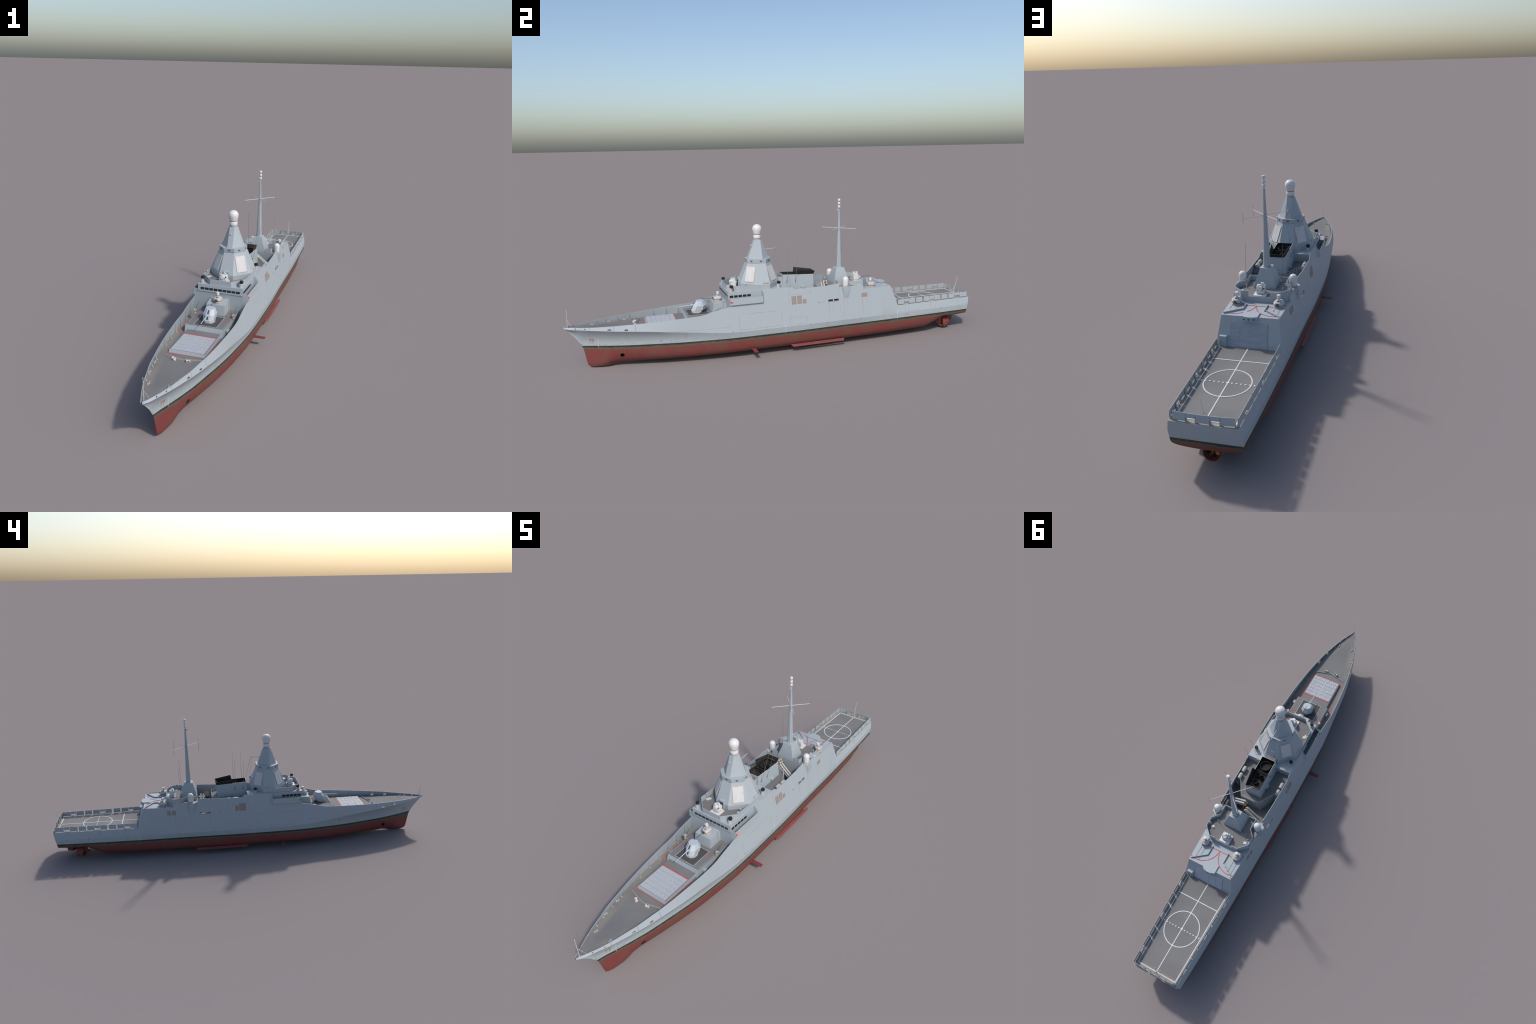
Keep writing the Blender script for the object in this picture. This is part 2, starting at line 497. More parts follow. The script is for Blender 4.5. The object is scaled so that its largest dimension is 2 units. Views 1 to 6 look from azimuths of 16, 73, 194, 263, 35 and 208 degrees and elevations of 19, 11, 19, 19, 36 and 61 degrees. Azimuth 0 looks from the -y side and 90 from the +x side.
HULLMATS = [HULL, DECK, PAINT, FDECK, SOOT]
def build_hull():
    bm = bmesh.new()
    loops = []
    for y, zone in stations:
        half = hull_section(y, zone)
        L = []
        for side in (1, -1):
            row = []
            for x, z in half:
                yy = y
                if y > .9:   # raked transom
                    yy = y - (y - .9) / .0985 * (.1663 - z) * .20
                row.append(bm.verts.new((side * x, yy, z)))
            L.append(row)
        loops.append((zone, L))
    n = len(loops[0][1][0])
    def q(vs, mi):
        try:
            f = bm.faces.new(vs); f.material_index = mi
        except ValueError:
            pass
    for (za, A), (zb, B) in zip(loops, loops[1:]):
        for s in (0, 1):
            a, b = A[s], B[s]
            for k in range(n - 1):
                mi = 0
                if k == n - 2:            # deck or roof strip
                    if za == zb:
                        mi = {'bow': 1, 'wing': 1, 'block': 2, 'well': 1, 'mast': 1, 'hangar': 2, 'stern': 3}[za]
                    else:
                        mi = 2
                elif k >= n - 4:
                    mi = 2 if za in ('bow', 'well') or za != zb else {'stern': 3, 'mast': 2, 'wing': 1}.get(za, 2)
                vs = [a[k], b[k], b[k + 1], a[k + 1]]
                q(vs if s == 0 else vs[::-1], mi)
    for zone, L in (loops[0], loops[-1]):
        for k in range(n - 1):
            q([L[0][k], L[0][k + 1], L[1][k + 1], L[1][k]], 0)
    bmesh.ops.remove_doubles(bm, verts=bm.verts[:], dist=2e-6)
    bmesh.ops.dissolve_degenerate(bm, edges=bm.edges[:], dist=2e-6)
    bmesh.ops.recalc_face_normals(bm, faces=bm.faces[:])
    me = bpy.data.meshes.new('hull_raw')
    bm.to_mesh(me); bm.free()
    for m in HULLMATS:
        me.materials.append(m)
    return bpy.data.objects.new('hull_raw', me)

def cutter_object():
    """openings: bow fairleads, side slots of the well deck, bow thruster tunnel"""
    P = Part('cutters'); P.mats = list(HULLMATS)
    for s in (1, -1):
        for y, z in ((-.9500, .1920), (-.9105, .1909)):
            P.lathe([(.0030, -.012), (.0030, .012)], (s * lerp_table(SHEER, y), y, z), PAINT, (s, -.45, 0), 12)
        for y in (-.8090, -.7385):
            x = lerp_table(SHEER, y); zb = smooth_table(DECKZ, y) + .0010
            rings = []
            for dx in (-.014, .014):
                rings.append([(s * x + dx, y + a, zb + b) for a, b in
                              ((-.0085, 0), (.0085, 0), (.0060, .0075), (-.0060, .0075))])
            P.loft(rings, PAINT)
        for y in (.2115, .2415):
            P.box((s * .117, y, .2290), (.03, .0245, .0090), PAINT)
    P.lathe([(.0095, -.09), (.0095, .09)], (0, -.761, .056), SOOT, (1, 0, 0), 24)  # tunnel walls take the same near-black material as the funnel interior
    bmesh.ops.recalc_face_normals(P.bm, faces=P.bm.faces[:])
    me = bpy.data.meshes.new('cutters'); P.bm.to_mesh(me); P.bm.free()
    for m in HULLMATS:
        me.materials.append(m)
    return bpy.data.objects.new('cutters', me)

raw, cut = build_hull(), cutter_object()
for o in (raw, cut):
    bpy.context.scene.collection.objects.link(o)
md = raw.modifiers.new('open', 'BOOLEAN'); md.operation = 'DIFFERENCE'; md.solver = 'EXACT'; md.object = cut
bpy.context.view_layer.update()
hull_mesh = bpy.data.meshes.new_from_object(raw.evaluated_get(bpy.context.evaluated_depsgraph_get()))
bpy.data.objects.remove(raw); bpy.data.objects.remove(cut)

def split_hull(me):
    groups = {'hull': lambda f, c: f.material_index in (0, 4) and not (c.z > .17 and -.2 < c.y < .56 and c.z > .30),
              'foredeck': lambda f, c: f.material_index == 1 and c.y < -.281,
              'superstructure_deck': lambda f, c: f.material_index == 1 and c.y >= -.281,
              'flight_deck': lambda f, c: f.material_index == 3}
    src = bmesh.new(); src.from_mesh(me)
    src.faces.ensure_lookup_table()
    tag = {}
    for f in src.faces:
        c = f.calc_center_median()
        for g, fn in groups.items():
            if fn(f, c):
                tag[f.index] = g
                break
        else:
            tag[f.index] = 'hull' if f.material_index in (0, 4) else 'bulwark_and_bulkheads'
    for g in ('hull', 'foredeck', 'superstructure_deck', 'flight_deck', 'bulwark_and_bulkheads'):
        b = src.copy(); b.faces.ensure_lookup_table()
        kill = [f for f in b.faces if tag[f.index] != g]
        bmesh.ops.delete(b, geom=kill, context='FACES')
        for f in b.faces:
            f.smooth = True
        for e in b.edges:
            if len(e.link_faces) == 2:
                e.smooth = e.calc_face_angle(0) < math.radians(14 if g == 'hull' else 25)
        m2 = bpy.data.meshes.new(g); b.to_mesh(m2); b.free()
        for m in HULLMATS:
            m2.materials.append(m)
        add_object(g, m2, ship)
    src.free()
split_hull(hull_mesh)

# ------------------------------------------------------------------ underwater fittings
def sonar_dome():
    P = Part('sonar_dome')
    rings = []
    # (y, half width, bottom, top)
    for y, w, zb, zt in ((-.900, .0030, .004, .014), (-.885, .0120, .0004, .026), (-.865, .0178, .0000, .033), (-.845, .0232, .0002, .036),
                         (-.825, .0246, .0014, .035), (-.805, .0206, .0042, .030), (-.785, .0150, .0064, .024), (-.765, .0092, .0076, .018),
                         (-.745, .003, .0074, .0125)):
        h = (zt - zb) / 2
        rings.append([(w * math.copysign(abs(math.cos(t)) ** .8, math.cos(t)), y, zb + h + h * math.sin(t))
                      for t in [2 * math.pi * i / 24 for i in range(24)]])
    P.loft(rings, HULL)
    return P.done(angle=60)
sonar_dome()

P = Part('stabiliser_fin')
P.loft([[(0, -.0095, -.0012), (0, .0095, -.0008), (0, .0095, .0012), (0, -.0095, .0016)],
        [(.054, -.0088, -.0012), (.054, .0092, -.0008), (.054, .0092, .0012), (.054, -.0088, .0016)]], REDHULL)
fin = P.done(loc=(.1215, -.1765, .0395))
copies(fin, [((-.1215, -.1765, .0395), math.pi, (1, 1, 1))])

P = Part('bilge_keel')
P.loft([[(.1215, .0066, .0345), (.1330, .0175, .0255), (.1316, .2761, .0254), (.1215, .2822, .0345)],
        [(.1205, .0066, .0325), (.1322, .0175, .0243), (.1308, .2761, .0242), (.1205, .2822, .0325)]], REDHULL)
bk = P.done()
copies(bk, [((0, 0, 0), 0, (-1, 1, 1))])

def thruster_pod(name):
    P = Part(name)
    # nozzle ring: outer and inner skin in one profile, flow along +y
    prof = [(.0255, -.0125), (.0272, -.010), (.0280, .0), (.0272, .012), (.0252, .022), (.0240, .0225), (.0236, .010), (.0232, 0), (.0238, -.010), (.0248, -.0125)]
    seg = 36
    rings = [[(r * math.cos(2 * math.pi * i / seg), h, r * math.sin(2 * math.pi * i / seg)) for i in range(seg)] for r, h in prof]
    P.loft(rings + [rings[0]], REDHULL, (False, False))
    P.lathe([(.0006, -.042), (.0045, -.039), (.0070, -.032), (.0078, -.022), (.0078, .0), (.006, .004)], (0, 0, 0), REDHULL, (0, 1, 0), 20)
    P.lathe([(.0062, .0), (.0060, .008), (.004, .014), (.0006, .017)], (0, 0, 0), BRONZE, (0, 1, 0), 16)
    # strut up to the hull and the strut below to the nozzle
    P.loft([[(a, b, 0) for a, b in ((-.004, -.030), (.004, -.030), (.0045, -.012), (-.0045, -.012))],
            [(a, b, .040) for a, b in ((-.006, -.034), (.006, -.034), (.007, -.008), (-.007, -.008))]], REDHULL)
    P.loft([[(a, b, -.004) for a, b in ((-.003, -.032), (.003, -.032), (.003, -.020), (-.003, -.020))],
            [(a, b, -.0255) for a, b in ((-.003, -.016), (.003, -.016), (.003, -.006), (-.003, -.006))]], REDHULL)
    for i in range(4):     # twisted blades
        a0 = 2 * math.pi * i / 4 + .4
        pa, pb = [], []
        for k in range(6):
            r = .005 + .0165 * k / 5
            w = .45 + .35 * math.sin(math.pi * k / 5)
            for lst, sg in ((pa, -1), (pb, 1)):
                a = a0 + sg * w * .55
                lst.append((r * math.cos(a), .005 + sg * .0052 * (1 - .45 * k / 5), r * math.sin(a)))
        for dy in (0, .0007):
            A = [P.v((x, y + dy, z)) for x, y, z in pa]; B = [P.v((x, y + dy, z)) for x, y, z in pb]
            for k in range(5):
                P.face([A[k], A[k + 1], B[k + 1], B[k]], BRONZE)
    for a in (-.35, -.95, -math.pi + .35, -math.pi + .95):
        P.box((.0278 * math.cos(a), .002, .0278 * math.sin(a)), (.0022, .0045, .0022), ANODE)
    return P
pod = thruster_pod('azimuth_thruster').done(loc=(.0575, .8785, .0340))
copies(pod, [((-.0575, .8785, .0340), 0, None), ((0, .935, .0415), 0, None)])

# ------------------------------------------------------------------ foredeck
deck_z = lambda y: smooth_table(DECKZ, y)

P = Part('gun_platform')
P.loft([[(-.0830, -.4790, .168), (.0830, -.4790, .168), (.0845, -.2800, .168), (-.0845, -.2800, .168)],
        [(-.0820, -.4670, .2045), (.0820, -.4670, .2045), (.0835, -.2800, .2045), (-.0835, -.2800, .2045)]], PAINT, capmat=DECK)
for s in (1, -1):
    P.box((s * .0895, -.4395, .187), (.010, .018, .010), PAINT)
plat = P.done()
P = Part('platform_markings')
P.box((0, -.4115, .2048), (.0975, .0955, .0008), PAD)
sq = [(-.0488, -.4595), (.0488, -.4595), (.0488, -.3638), (-.0488, -.3638)]
P.ribbon(sq, .0017, .2050, PALELINE, .0007, True)
for s in (1, -1):
    P.ribbon([(s * .0765, -.4645), (s * .0785, -.345)], .0009, .2046, PALELINE)
    arc = [(s * .0500, -.3930), (s * .0580, -.3875), (s * .0682, -.3775), (s * .0760, -.3675), (s * .0810, -.3595)]
    P.ribbon(arc, .0022, .2047, RED)
P.done(plat)

P = Part('missile_launcher_block')
P.loft([[(-.0722, -.6522, .170), (.0722, -.6522, .170), (.0722, -.4665, .168), (-.0722, -.4665, .168)],
        [(-.0705, -.6440, .1868), (.0705, -.6440, .1868), (.0705, -.4665, .1868), (-.0705, -.4665, .1868)]], PAINT, capmat=DECK)
P.box((0, -.5795, .1871), (.1345, .1270, .0010), VLSLINE)
P.box((0, -.5120, .1871), (.1375, .0035, .0012), RED)
P.box((0, -.5795, .1878), (.0095, .1270, .0012), VLS)
vls = P.done()
P = Part('launcher_hatch')
P.box((0, 0, .0005), (.0116, .0186, .0010), VLS, taper=.97)
P.box((-.0036, 0, .0011), (.0016, .0140, .0008), VLS)
P.box((0, .0078, .0011), (.0080, .0012, .0008), VLS)
rows = [-.6330, -.6105, -.5905, -.5685, -.5485, -.5262]
spots = []
for s in (1, -1):
    for y in rows:
        for k in range(5):
            spots.append((s * (.0112 + .0120 * k), y))
h0 = P.done(vls, (spots[0][0], spots[0][1], .1876))
copies(h0, [((x, y, .1876), random.choice((0, math.pi)), None) for x, y in spots[1:]], vls)

P = Part('deck_safety_lines')
for s in (1, -1):
    P.ribbon([(0, -.6545), (s * .0765, -.6545), (s * .0770, -.5065), (s * .0900, -.4960), (s * .1020, -.4780), (s * .1105, -.4600), (s * .1150, -.4360)],
             .0022, [deck_z(-.6545), deck_z(-.6545), deck_z(-.5065), deck_z(-.496), deck_z(-.478), deck_z(-.46), deck_z(-.436)], RED, .0008)
    P.ribbon([(s * .1160, -.400), (s * .1120, -.372), (s * .1030, -.345)], .0022, .1716, RED, .0008)
P.done()

P = Part('deckhouse')
P.loft([[(-.0425, -.3475, .2040), (.0425, -.3475, .2040), (.0425, -.2800, .2040), (-.0425, -.2800, .2040)],
        [(-.0402, -.3400, .2480), (.0402, -.3400, .2480), (.0402, -.2800, .2535), (-.0402, -.2800, .2535)]], PAINT)
P.ribbon([(.0425, -.2830), (.0425, -.3000)], .0012, .2535, STAIN, .0012)
for s in (1, -1):
    P.tube((s * .0432, -.2965, .2045), (s * .0425, -.2965, .2540), .0006, STAIN)
P.done()

def main_gun():
    P = Part('main_gun')
    cy = -.413
    P.lathe([(.0248, 0), (.0248, .0025), (.0235, .0032)], (0, cy, .2050), TANRING, seg=32)
    def plan(hw, y0, y1, ff, back, rear, z):
        # narrow front flat ff, chamfers running back by 'back', square-ish rear
        return [(-ff, y0, z), (ff, y0, z), (hw, y0 + back, z), (hw, y1 - rear, z), (hw - rear, y1, z), (-hw + rear, y1, z), (-hw, y1 - rear, z), (-hw, y0 + back, z)]
    P.loft([plan(.0215, -.4380, -.3895, .0095, .0125, .008, .2080), plan(.0222, -.4388, -.3895, .0095, .0125, .008, .2165)], GUNPAINT)
    P.loft([plan(.0228, -.4388, -.3760, .0095, .0135, .014, .2165), plan(.0252, -.4310, -.3700, .0098, .0140, .015, .2380),
            plan(.0188, -.4150, -.3800, .0078, .0095, .011, .2588)], GUNPAINT)
    # gun slot and cradle
    P.loft([[(-.0028, -.4380, .2225), (.0028, -.4380, .2225), (.0028, -.4350, .2225), (-.0028, -.4350, .2225)],
            [(-.0028, -.4318, .2405), (.0028, -.4318, .2405), (.0028, -.4280, .2405), (-.0028, -.4280, .2405)],
            [(-.0028, -.4178, .2565), (.0028, -.4178, .2565), (.0028, -.4140, .2565), (-.0028, -.4140, .2565)]], DARK)
    P.lathe([(.0034, 0), (.0030, .014), (.0024, .016)], (0, -.428, .2405), GUNPAINT, (0, -1, -.045), 14)
    P.lathe([(.0020, 0), (.0014, .060), (.0019, .061), (.0019, .064)], (0, -.440, .2400), GUNPAINT, (0, -1, -.045), 12)
    for s in (1, -1):
        P.box((s * .0232, -.392, .247), (.0014, .0025, .0030), DARK)
    return P.done(angle=12)
GUNPAINT = plain('gun_house_paint', (.43, .475, .525), .45, .06, 60)
main_gun()

def remote_turret(name):
    """small remote weapon station; barrel points to -y of the object"""
    P = Part(name)
    P.lathe([(.0188, 0), (.0188, .0025), (.0172, .0030), (.0160, .0055)], (0, 0, 0), TANRING, seg=32)
    sec = [(-.0125, .0), (.0125, .0), (.0155, .0045), (.0148, .0095), (.0092, .0150), (-.0092, .0150), (-.0148, .0095), (-.0155, .0045)]
    def ring(y, k, dz, kz=1.0):
        return [(x * k, y, .0065 + dz + z * kz) for x, z in sec]
    P.loft([ring(-.0190, .60, .004, .60), ring(-.0130, 1.0, .0005, .95), ring(-.002, 1.15, 0, 1.15), ring(.0120, 1.10, 0, 1.12), ring(.0170, .85, .002, .9)], TURRETBODY)
    P.box((0, -.0180, .0130), (.0085, .008, .0090), DARK)
    for s in (1, -1):
        P.box((s * .0168, .002, .0120), (.0040, .0160, .0060), TURRETBODY, taper=.9)
    P.lathe([(.0036, 0), (.0036, .006)], (.001, .0015, .0210), TURRETBODY, seg=14)
    P.lathe([(.0022, 0), (.0022, .002)], (.0015, -.009, .0245), GLASS, (0, -1, .35), 10)
    P.box((.0015, -.006, .0245), (.0085, .008, .006), TURRETBODY)
    P.lathe([(.0030, 0), (.0034, .004), (.0062, .0045), (.0067, .0055), (.0067, .0152), (.0060, .0162)], (.0, .0025, .0270), WHITE, seg=20)
    P.tube((0, -.016, .0145), (0, -.075, .0155), .0010, DARK, .0008)
    P.lathe([(.0013, 0), (.0013, .004)], (0, -.072, .0155), DARK, (0, -1, 0), 8)
    return P
TURRETBODY = plain('weathered_turret', (.45, .445, .44), .5, .15, 120)
t0 = remote_turret('remote_gun_turret').done(loc=(0, -.3140, .2500), angle=20)
copies(t0, [((.0765, .4425, .2667), math.pi, None), ((-.0765, .4425, .2667), math.pi, None)])

P = Part('deck_machine_gun')
P.lathe([(.0045, 0), (.0045, .004), (.0020, .005), (.0016, .012)], (0, 0, 0), STAIN, seg=12)
P.box((0, .002, .0145), (.008, .012, .0045), BODY)
P.box((.006, .004, .0140), (.004, .007, .006), STAIN)
P.tube((0, .006, .0160), (0, .048, .0340), .0009, DARK, .0007)
P.tube((.003, .004, .0150), (.004, .034, .0250), .0005, WIRE); P.tube((-.003, .004, .0150), (-.004, .034, .0250), .0005, WIRE)
for k in range(4):
    P.tube((-.004, .008 + .007 * k, .0165 + .0026 * k), (.004, .008 + .007 * k, .0165 + .0026 * k), .0004, WIRE)
mg = P.done(loc=(.0850, -.3590, .2045))
copies(mg, [((-.0850, -.3590, .2045), 0, (-1, 1, 1))])

P = Part('breakwater')
pts = [(.078, -.672), (.0, -.6925), (-.078, -.672)]
P.wall(pts, [deck_z(p[1]) - .001 for p in pts], [deck_z(p[1]) + .0050 for p in pts], .0014, PAINT)
P.ribbon([(p[0] * .99, p[1] - .0022) for p in pts], .0030, [deck_z(p[1]) - .0002 for p in pts], RUSTEDGE, .0005)
P.done()

P = Part('cable_reel')
P.lathe([(.0022, -.0065), (.0060, -.0065), (.0060, -.0052), (.0030, -.0050), (.0030, .0050), (.0060, .0052), (.0060, .0065), (.0022, .0065)],
        (0, 0, .0065), POLE, (1, 0, 0), 16)
P.box((0, 0, .0012), (.011, .008, .0024), STAIN)
for s in (1, -1):
    P.box((s * .0075, 0, .0035), (.0012, .006, .007), POLE)
reel = P.done(loc=(.0275, -.6960, deck_z(-.696) - .0005), rotz=.18)
copies(reel, [((-.0285, -.6975, deck_z(-.697) - .0005), -.55, None)])

P = Part('twin_bollard')
P.box((0, 0, .0008), (.0050, .0150, .0016), STAIN)
for s in (1, -1):
    P.lathe([(.0017, 0), (.0016, .0035), (.0023, .0040), (.0023, .0050), (.0015, .0054)], (0, s * .0047, .001), PAINT, seg=12)
boll = P.done(loc=(.0365, -.8815, deck_z(-.8815)), rotz=.2)
bl = []
for s in (1, -1):
    bl += [((s * .0700, -.8090, deck_z(-.809)), s * -.26 * -1, None), ((s * .0840, -.7395, deck_z(-.74)), s * .18, None)]
bl.append(((-.0365, -.8815, deck_z(-.8815)), -.2, None))
for y, x in ((.632, .1055), (.780, .1010), (.9345, .0965)):
    bl += [((x, y, .1663), -.03, (.8, 1.0, 1)), ((-x, y, .1663), .03, (.8, 1.0, 1))]
copies(boll, bl)

P = Part('bulwark_stay')
P.loft([[(-.0006, 0, 0), (.0006, 0, 0), (.0006, .0045, 0), (-.0006, .0045, 0)],
        [(-.0006, 0, 1), (.0006, 0, 1), (.0006, .0008, 1), (-.0006, .0008, 1)]], PAINT)
P.box((0, .003, .03), (.0035, .0075, .06), STAIN)
def stay_places():
    out = []
    for y in (-.865, -.825, -.771, -.718, -.605, -.545, -.487, -.430, -.375, -.325):
        zt = smooth_table(SHEER, y, 2); zd = deck_z(y); xs = smooth_table(SHEER, y, 1)
        dx = (smooth_table(SHEER, y + .01, 1) - smooth_table(SHEER, y - .01, 1)) / .02
        for s in (1, -1):
            out.append(((s * (xs - .0020), y, zd), (math.pi / 2 - math.atan(dx)) * s, (1, 1, (zt - zd) * .97)))
    return out
sp = stay_places()
st = P.done(loc=sp[0][0], rotz=sp[0][1]); st.scale = sp[0][2]
copies(st, sp[1:])

P = Part('bulwark_fitting_rims')
for s in (1, -1):
    for y, z in ((-.9500, .1920), (-.9105, .1909)):
        x = lerp_table(SHEER, y) + .24 * (lerp_table(SHEER, y, 2) - z)
        for i in range(12):
            a, b = 2 * math.pi * i / 12, 2 * math.pi * (i + 1) / 12
            d = (smooth_table(SHEER, y + .01, 1) - smooth_table(SHEER, y - .01, 1)) / .02
            f = lambda t: (s * (x + d * .0034 * math.cos(t) + .0002), y + .0034 * math.cos(t), z + .0034 * math.sin(t))
            P.tube(f(a), f(b), .0005, STAIN, seg=6)
    for y in (-.8090, -.7385):
        d = (smooth_table(SHEER, y + .01, 1) - smooth_table(SHEER, y - .01, 1)) / .02
        x0 = smooth_table(SHEER, y, 1); zs = smooth_table(SHEER, y, 2); z = deck_z(y) + .0010
        f = lambda a, b: (s * (x0 + d * a + .24 * (zs - z - b) + .0002), y + a, z + b)
        cs = [(-.0085, 0), (-.0060, .0075), (.0060, .0075), (.0085, 0)]
        for p, q_ in zip(cs, cs[1:]):
            P.tube(f(*p), f(*q_), .0006, STAIN, seg=6)
P.done()

P = Part('jack_staff')
P.tube((0, -.9840, .1890), (0, -.9828, .2740), .0011, POLE, .0006)
P.lathe([(.0008, 0), (.0016, .0012), (.0008, .0026)], (0, -.9828, .2735), POLE, seg=10)
for s in (1, -1):
    P.tube((0, -.9833, .2300), (s * .0105, -.9640, .1892), .0005, POLE, seg=6)
    P.box((s * .0105, -.9640, .1895), (.003, .003, .0012), STAIN)
P.box((0, -.984, .1900), (.005, .005, .002), POLE)
P.done()

# ------------------------------------------------------------------ bridge
P = Part('bridge')
BX = .1008
P.loft([[(-.1118, -.2812, .2500), (.1118, -.2812, .2500), (.1060, -.1270, .2500), (-.1060, -.1270, .2500)],
        [(-BX + .001, -.2812, .2625), (BX - .001, -.2812, .2625), (.1020, -.1270, .2625), (-.1020, -.1270, .2625)]], PAINT)
P.loft([[(-BX + .001, -.2812, .2620), (BX - .001, -.2812, .2620), (.1020, -.1270, .2620), (-.1020, -.1270, .2620)],
        [(-BX + .001, -.2822, .2760), (BX - .001, -.2822, .2760), (.1020, -.1270, .2760), (-.1020, -.1270, .2760)],
        [(-BX - .001, -.2845, .2770), (BX + .001, -.2845, .2770), (.1028, -.1270, .2770), (-.1028, -.1270, .2770)],
        [(-BX, -.2835, .3095), (BX, -.2835, .3095), (.1030, -.1270, .3095), (-.1030, -.1270, .3095)]], PAINT)
bridge = P.done()

P = Part('bridge_window')
P.box((0, 0, 0), (.0164, .0016, .0098), GLASS)
win = P.done(bridge, (-.0800, -.2842, .2898))
wl = [((-.0800 + .0200 * k, -.2842, .2898), 0, None) for k in range(1, 9)]
for s in (1, -1):
    for k in range(5):
        wl.append(((s * (.1014 + .0119 * (.0155 + .0205 * k) + .0003), -.2690 + .0205 * k, .2898), math.pi / 2 - s * .0119, None))
copies(win, wl, bridge)

P = Part('bridge_wing')
for s in (1,):
    a = -.2795; b = -.1260
    P.loft([[(.1155, a, .2500), (.1262, a, .2552), (.1236, a, .2845), (.1222, a, .2845), (.1235, a, .2625), (.1150, a, .2625)],
            [(.1155, b, .2500), (.1262, b, .2552), (.1240, b, .2845), (.1226, b, .2845), (.1238, b, .2625), (.1150, b, .2625)]], PAINT)
    P.loft([[(.0995, -.2815, .2510), (.1262, -.2800, .2552), (.1236, -.2800, .2845), (.0995, -.2815, .2845)],
            [(.0995, -.2790, .2510), (.1262, -.2780, .2552), (.1236, -.2780, .2845), (.0995, -.2790, .2845)]], PAINT)
    P.loft([[(.0995, -.1280, .2550), (.1262, -.1260, .2552), (.1240, -.1260, .2850), (.1030, -.1260, .3090)],
            [(.0995, -.1250, .2550), (.1150, -.1190, .2552), (.1105, -.1190, .2850), (.1030, -.1190, .3090)]], PAINT)
    P.box((.1120, -.203, .2628), (.0215, .150, .0010), DECK)
wing = P.done(bridge)
copies(wing, [((0, 0, 0), 0, (-1, 1, 1))], bridge)
for nm, s, mt in (('port_lamp', 1, NAVRED), ('starboard_lamp', -1, NAVGREEN)):
    P = Part(nm)
    P.box((s * .1262, -.2735, .2705), (.0030, .0110, .0070), mt)
    P.box((s * .1266, -.2715, .2722), (.0032, .0055, .0026), WHITE if s > 0 else mt)
    P.done(bridge)

P = Part('bridge_roof_parapet')
par = [(.0975, -.135), (.0957, -.2293), (.0467, -.2790), (-.0467, -.2790), (-.0957, -.2293), (-.0975, -.135)]
P.wall(par, .3085, [.3315, .334, .3325, .3325, .334, .3315], .0018, PAINT)
P.prism([(.0950, -.14), (.0948, -.2290), (.0462, -.2780), (-.0462, -.2780), (-.0948, -.2290), (-.0950, -.14)], .3080, .3100, DECK)
P.box((.0735, -.2545, .3190), (.012, .0010, .016), STAIN, .8)
P.box((-.0735, -.2545, .3190), (.012, .0010, .016), STAIN, -.8)
P.done()

# ------------------------------------------------------------------ radar mast
MY = -.1135
def octa(hx, hy, fx, fy, z, cy=MY):
    """octagon: half sizes hx, hy; half lengths of the end flats fx and side flats fy"""
    return [(-fx, cy - hy, z), (fx, cy - hy, z), (hx, cy - fy, z), (hx, cy + fy, z),
            (fx, cy + hy, z), (-fx, cy + hy, z), (-hx, cy + fy, z), (-hx, cy - fy, z)]
P = Part('radar_mast')
low, high = octa(.0962, .0950, .0312, .0305, .3315), octa(.0580, .0555, .0228, .0228, .4225)
P.loft([octa(.0968, .0952, .0315, .0305, .3085), octa(.0968, .0952, .0315, .0305, .3315), low, high], PAINT)
P.loft([octa(.0560, .0550, .0235, .0235, .4220), octa(.0570, .0570, .0240, .0245, .4245), octa(.0572, .0575, .0245, .0250, .4415)], PAINT)
P.loft([octa(.0492, .0492, .0118, .0112, .4415), octa(.0178, .0178, .0105, .0100, .5270)], PAINT)
# rust-stained foot of the spire
o = octa(.0498, .0498, .0120, .0114, 0)
P.ribbon([(p[0], p[1]) for p in o], .0012, .4414, STAIN, .0006, True)
mast = P.done(angle=20)

def lerp3(a, b, t): return tuple(a[i] + (b[i] - a[i]) * t for i in range(3))
def on_face(i, u, v, lift, lo=low, hi=high):
    """point on mast face i at fraction u along and v up, lifted outward"""
    a, b = lo[i], lo[(i + 1) % 8]; c, d = hi[i], hi[(i + 1) % 8]
    p = Vector(lerp3(lerp3(a, b, u), lerp3(c, d, u), v))
    nrm = (Vector(b) - Vector(a)).cross(Vector(c) - Vector(a)).normalized()
    return p + nrm * lift
def face_plate(P, i, rect, lift, mat, shrink=None, lo=low, hi=high):
    """rect: 4 points in face coordinates (metres from face mid, height fraction)"""
    L0 = (Vector(lo[i]) - Vector(lo[(i + 1) % 8])).length; L1 = (Vector(hi[i]) - Vector(hi[(i + 1) % 8])).length
    def pt(mx_, v, l):
        L = L0 + (L1 - L0) * v
        return on_face(i, .5 + mx_ / L, v, l, lo, hi)
    P.loft([[pt(a, v, 0) for a, v in rect], [pt(a, v, lift) for a, v in rect]], mat)

for k, i in enumerate((1, 3, 5, 7)):
    P = Part('radar_panel')
    face_plate(P, i, [(-.0238, .095), (.0238, .095), (.0238, .848), (-.0238, .848)], .0020, PANELEDGE)
    face_plate(P, i, [(-.0224, .112), (.0224, .112), (.0224, .832), (-.0224, .832)], .0026, PANEL)
    face_plate(P, i, [(-.0006, .112), (.0006, .112), (.0006, .832), (-.0006, .832)], .0028, PANEL)
    P.done(mast)
P = Part('mast_fittings')
for i in (2, 6):
    face_plate(P, i, [(-.0010, .055), (.0230, .055), (.0230, .125), (-.0010, .125)] if i == 2 else
               [(-.0230, .055), (.0010, .055), (.0010, .125), (-.0230, .125)], .0035, STAIN)
face_plate(P, 4, [(-.0095, .0), (.0125, .0), (.0110, .40), (-.0095, .40)], .0015, PAINT)
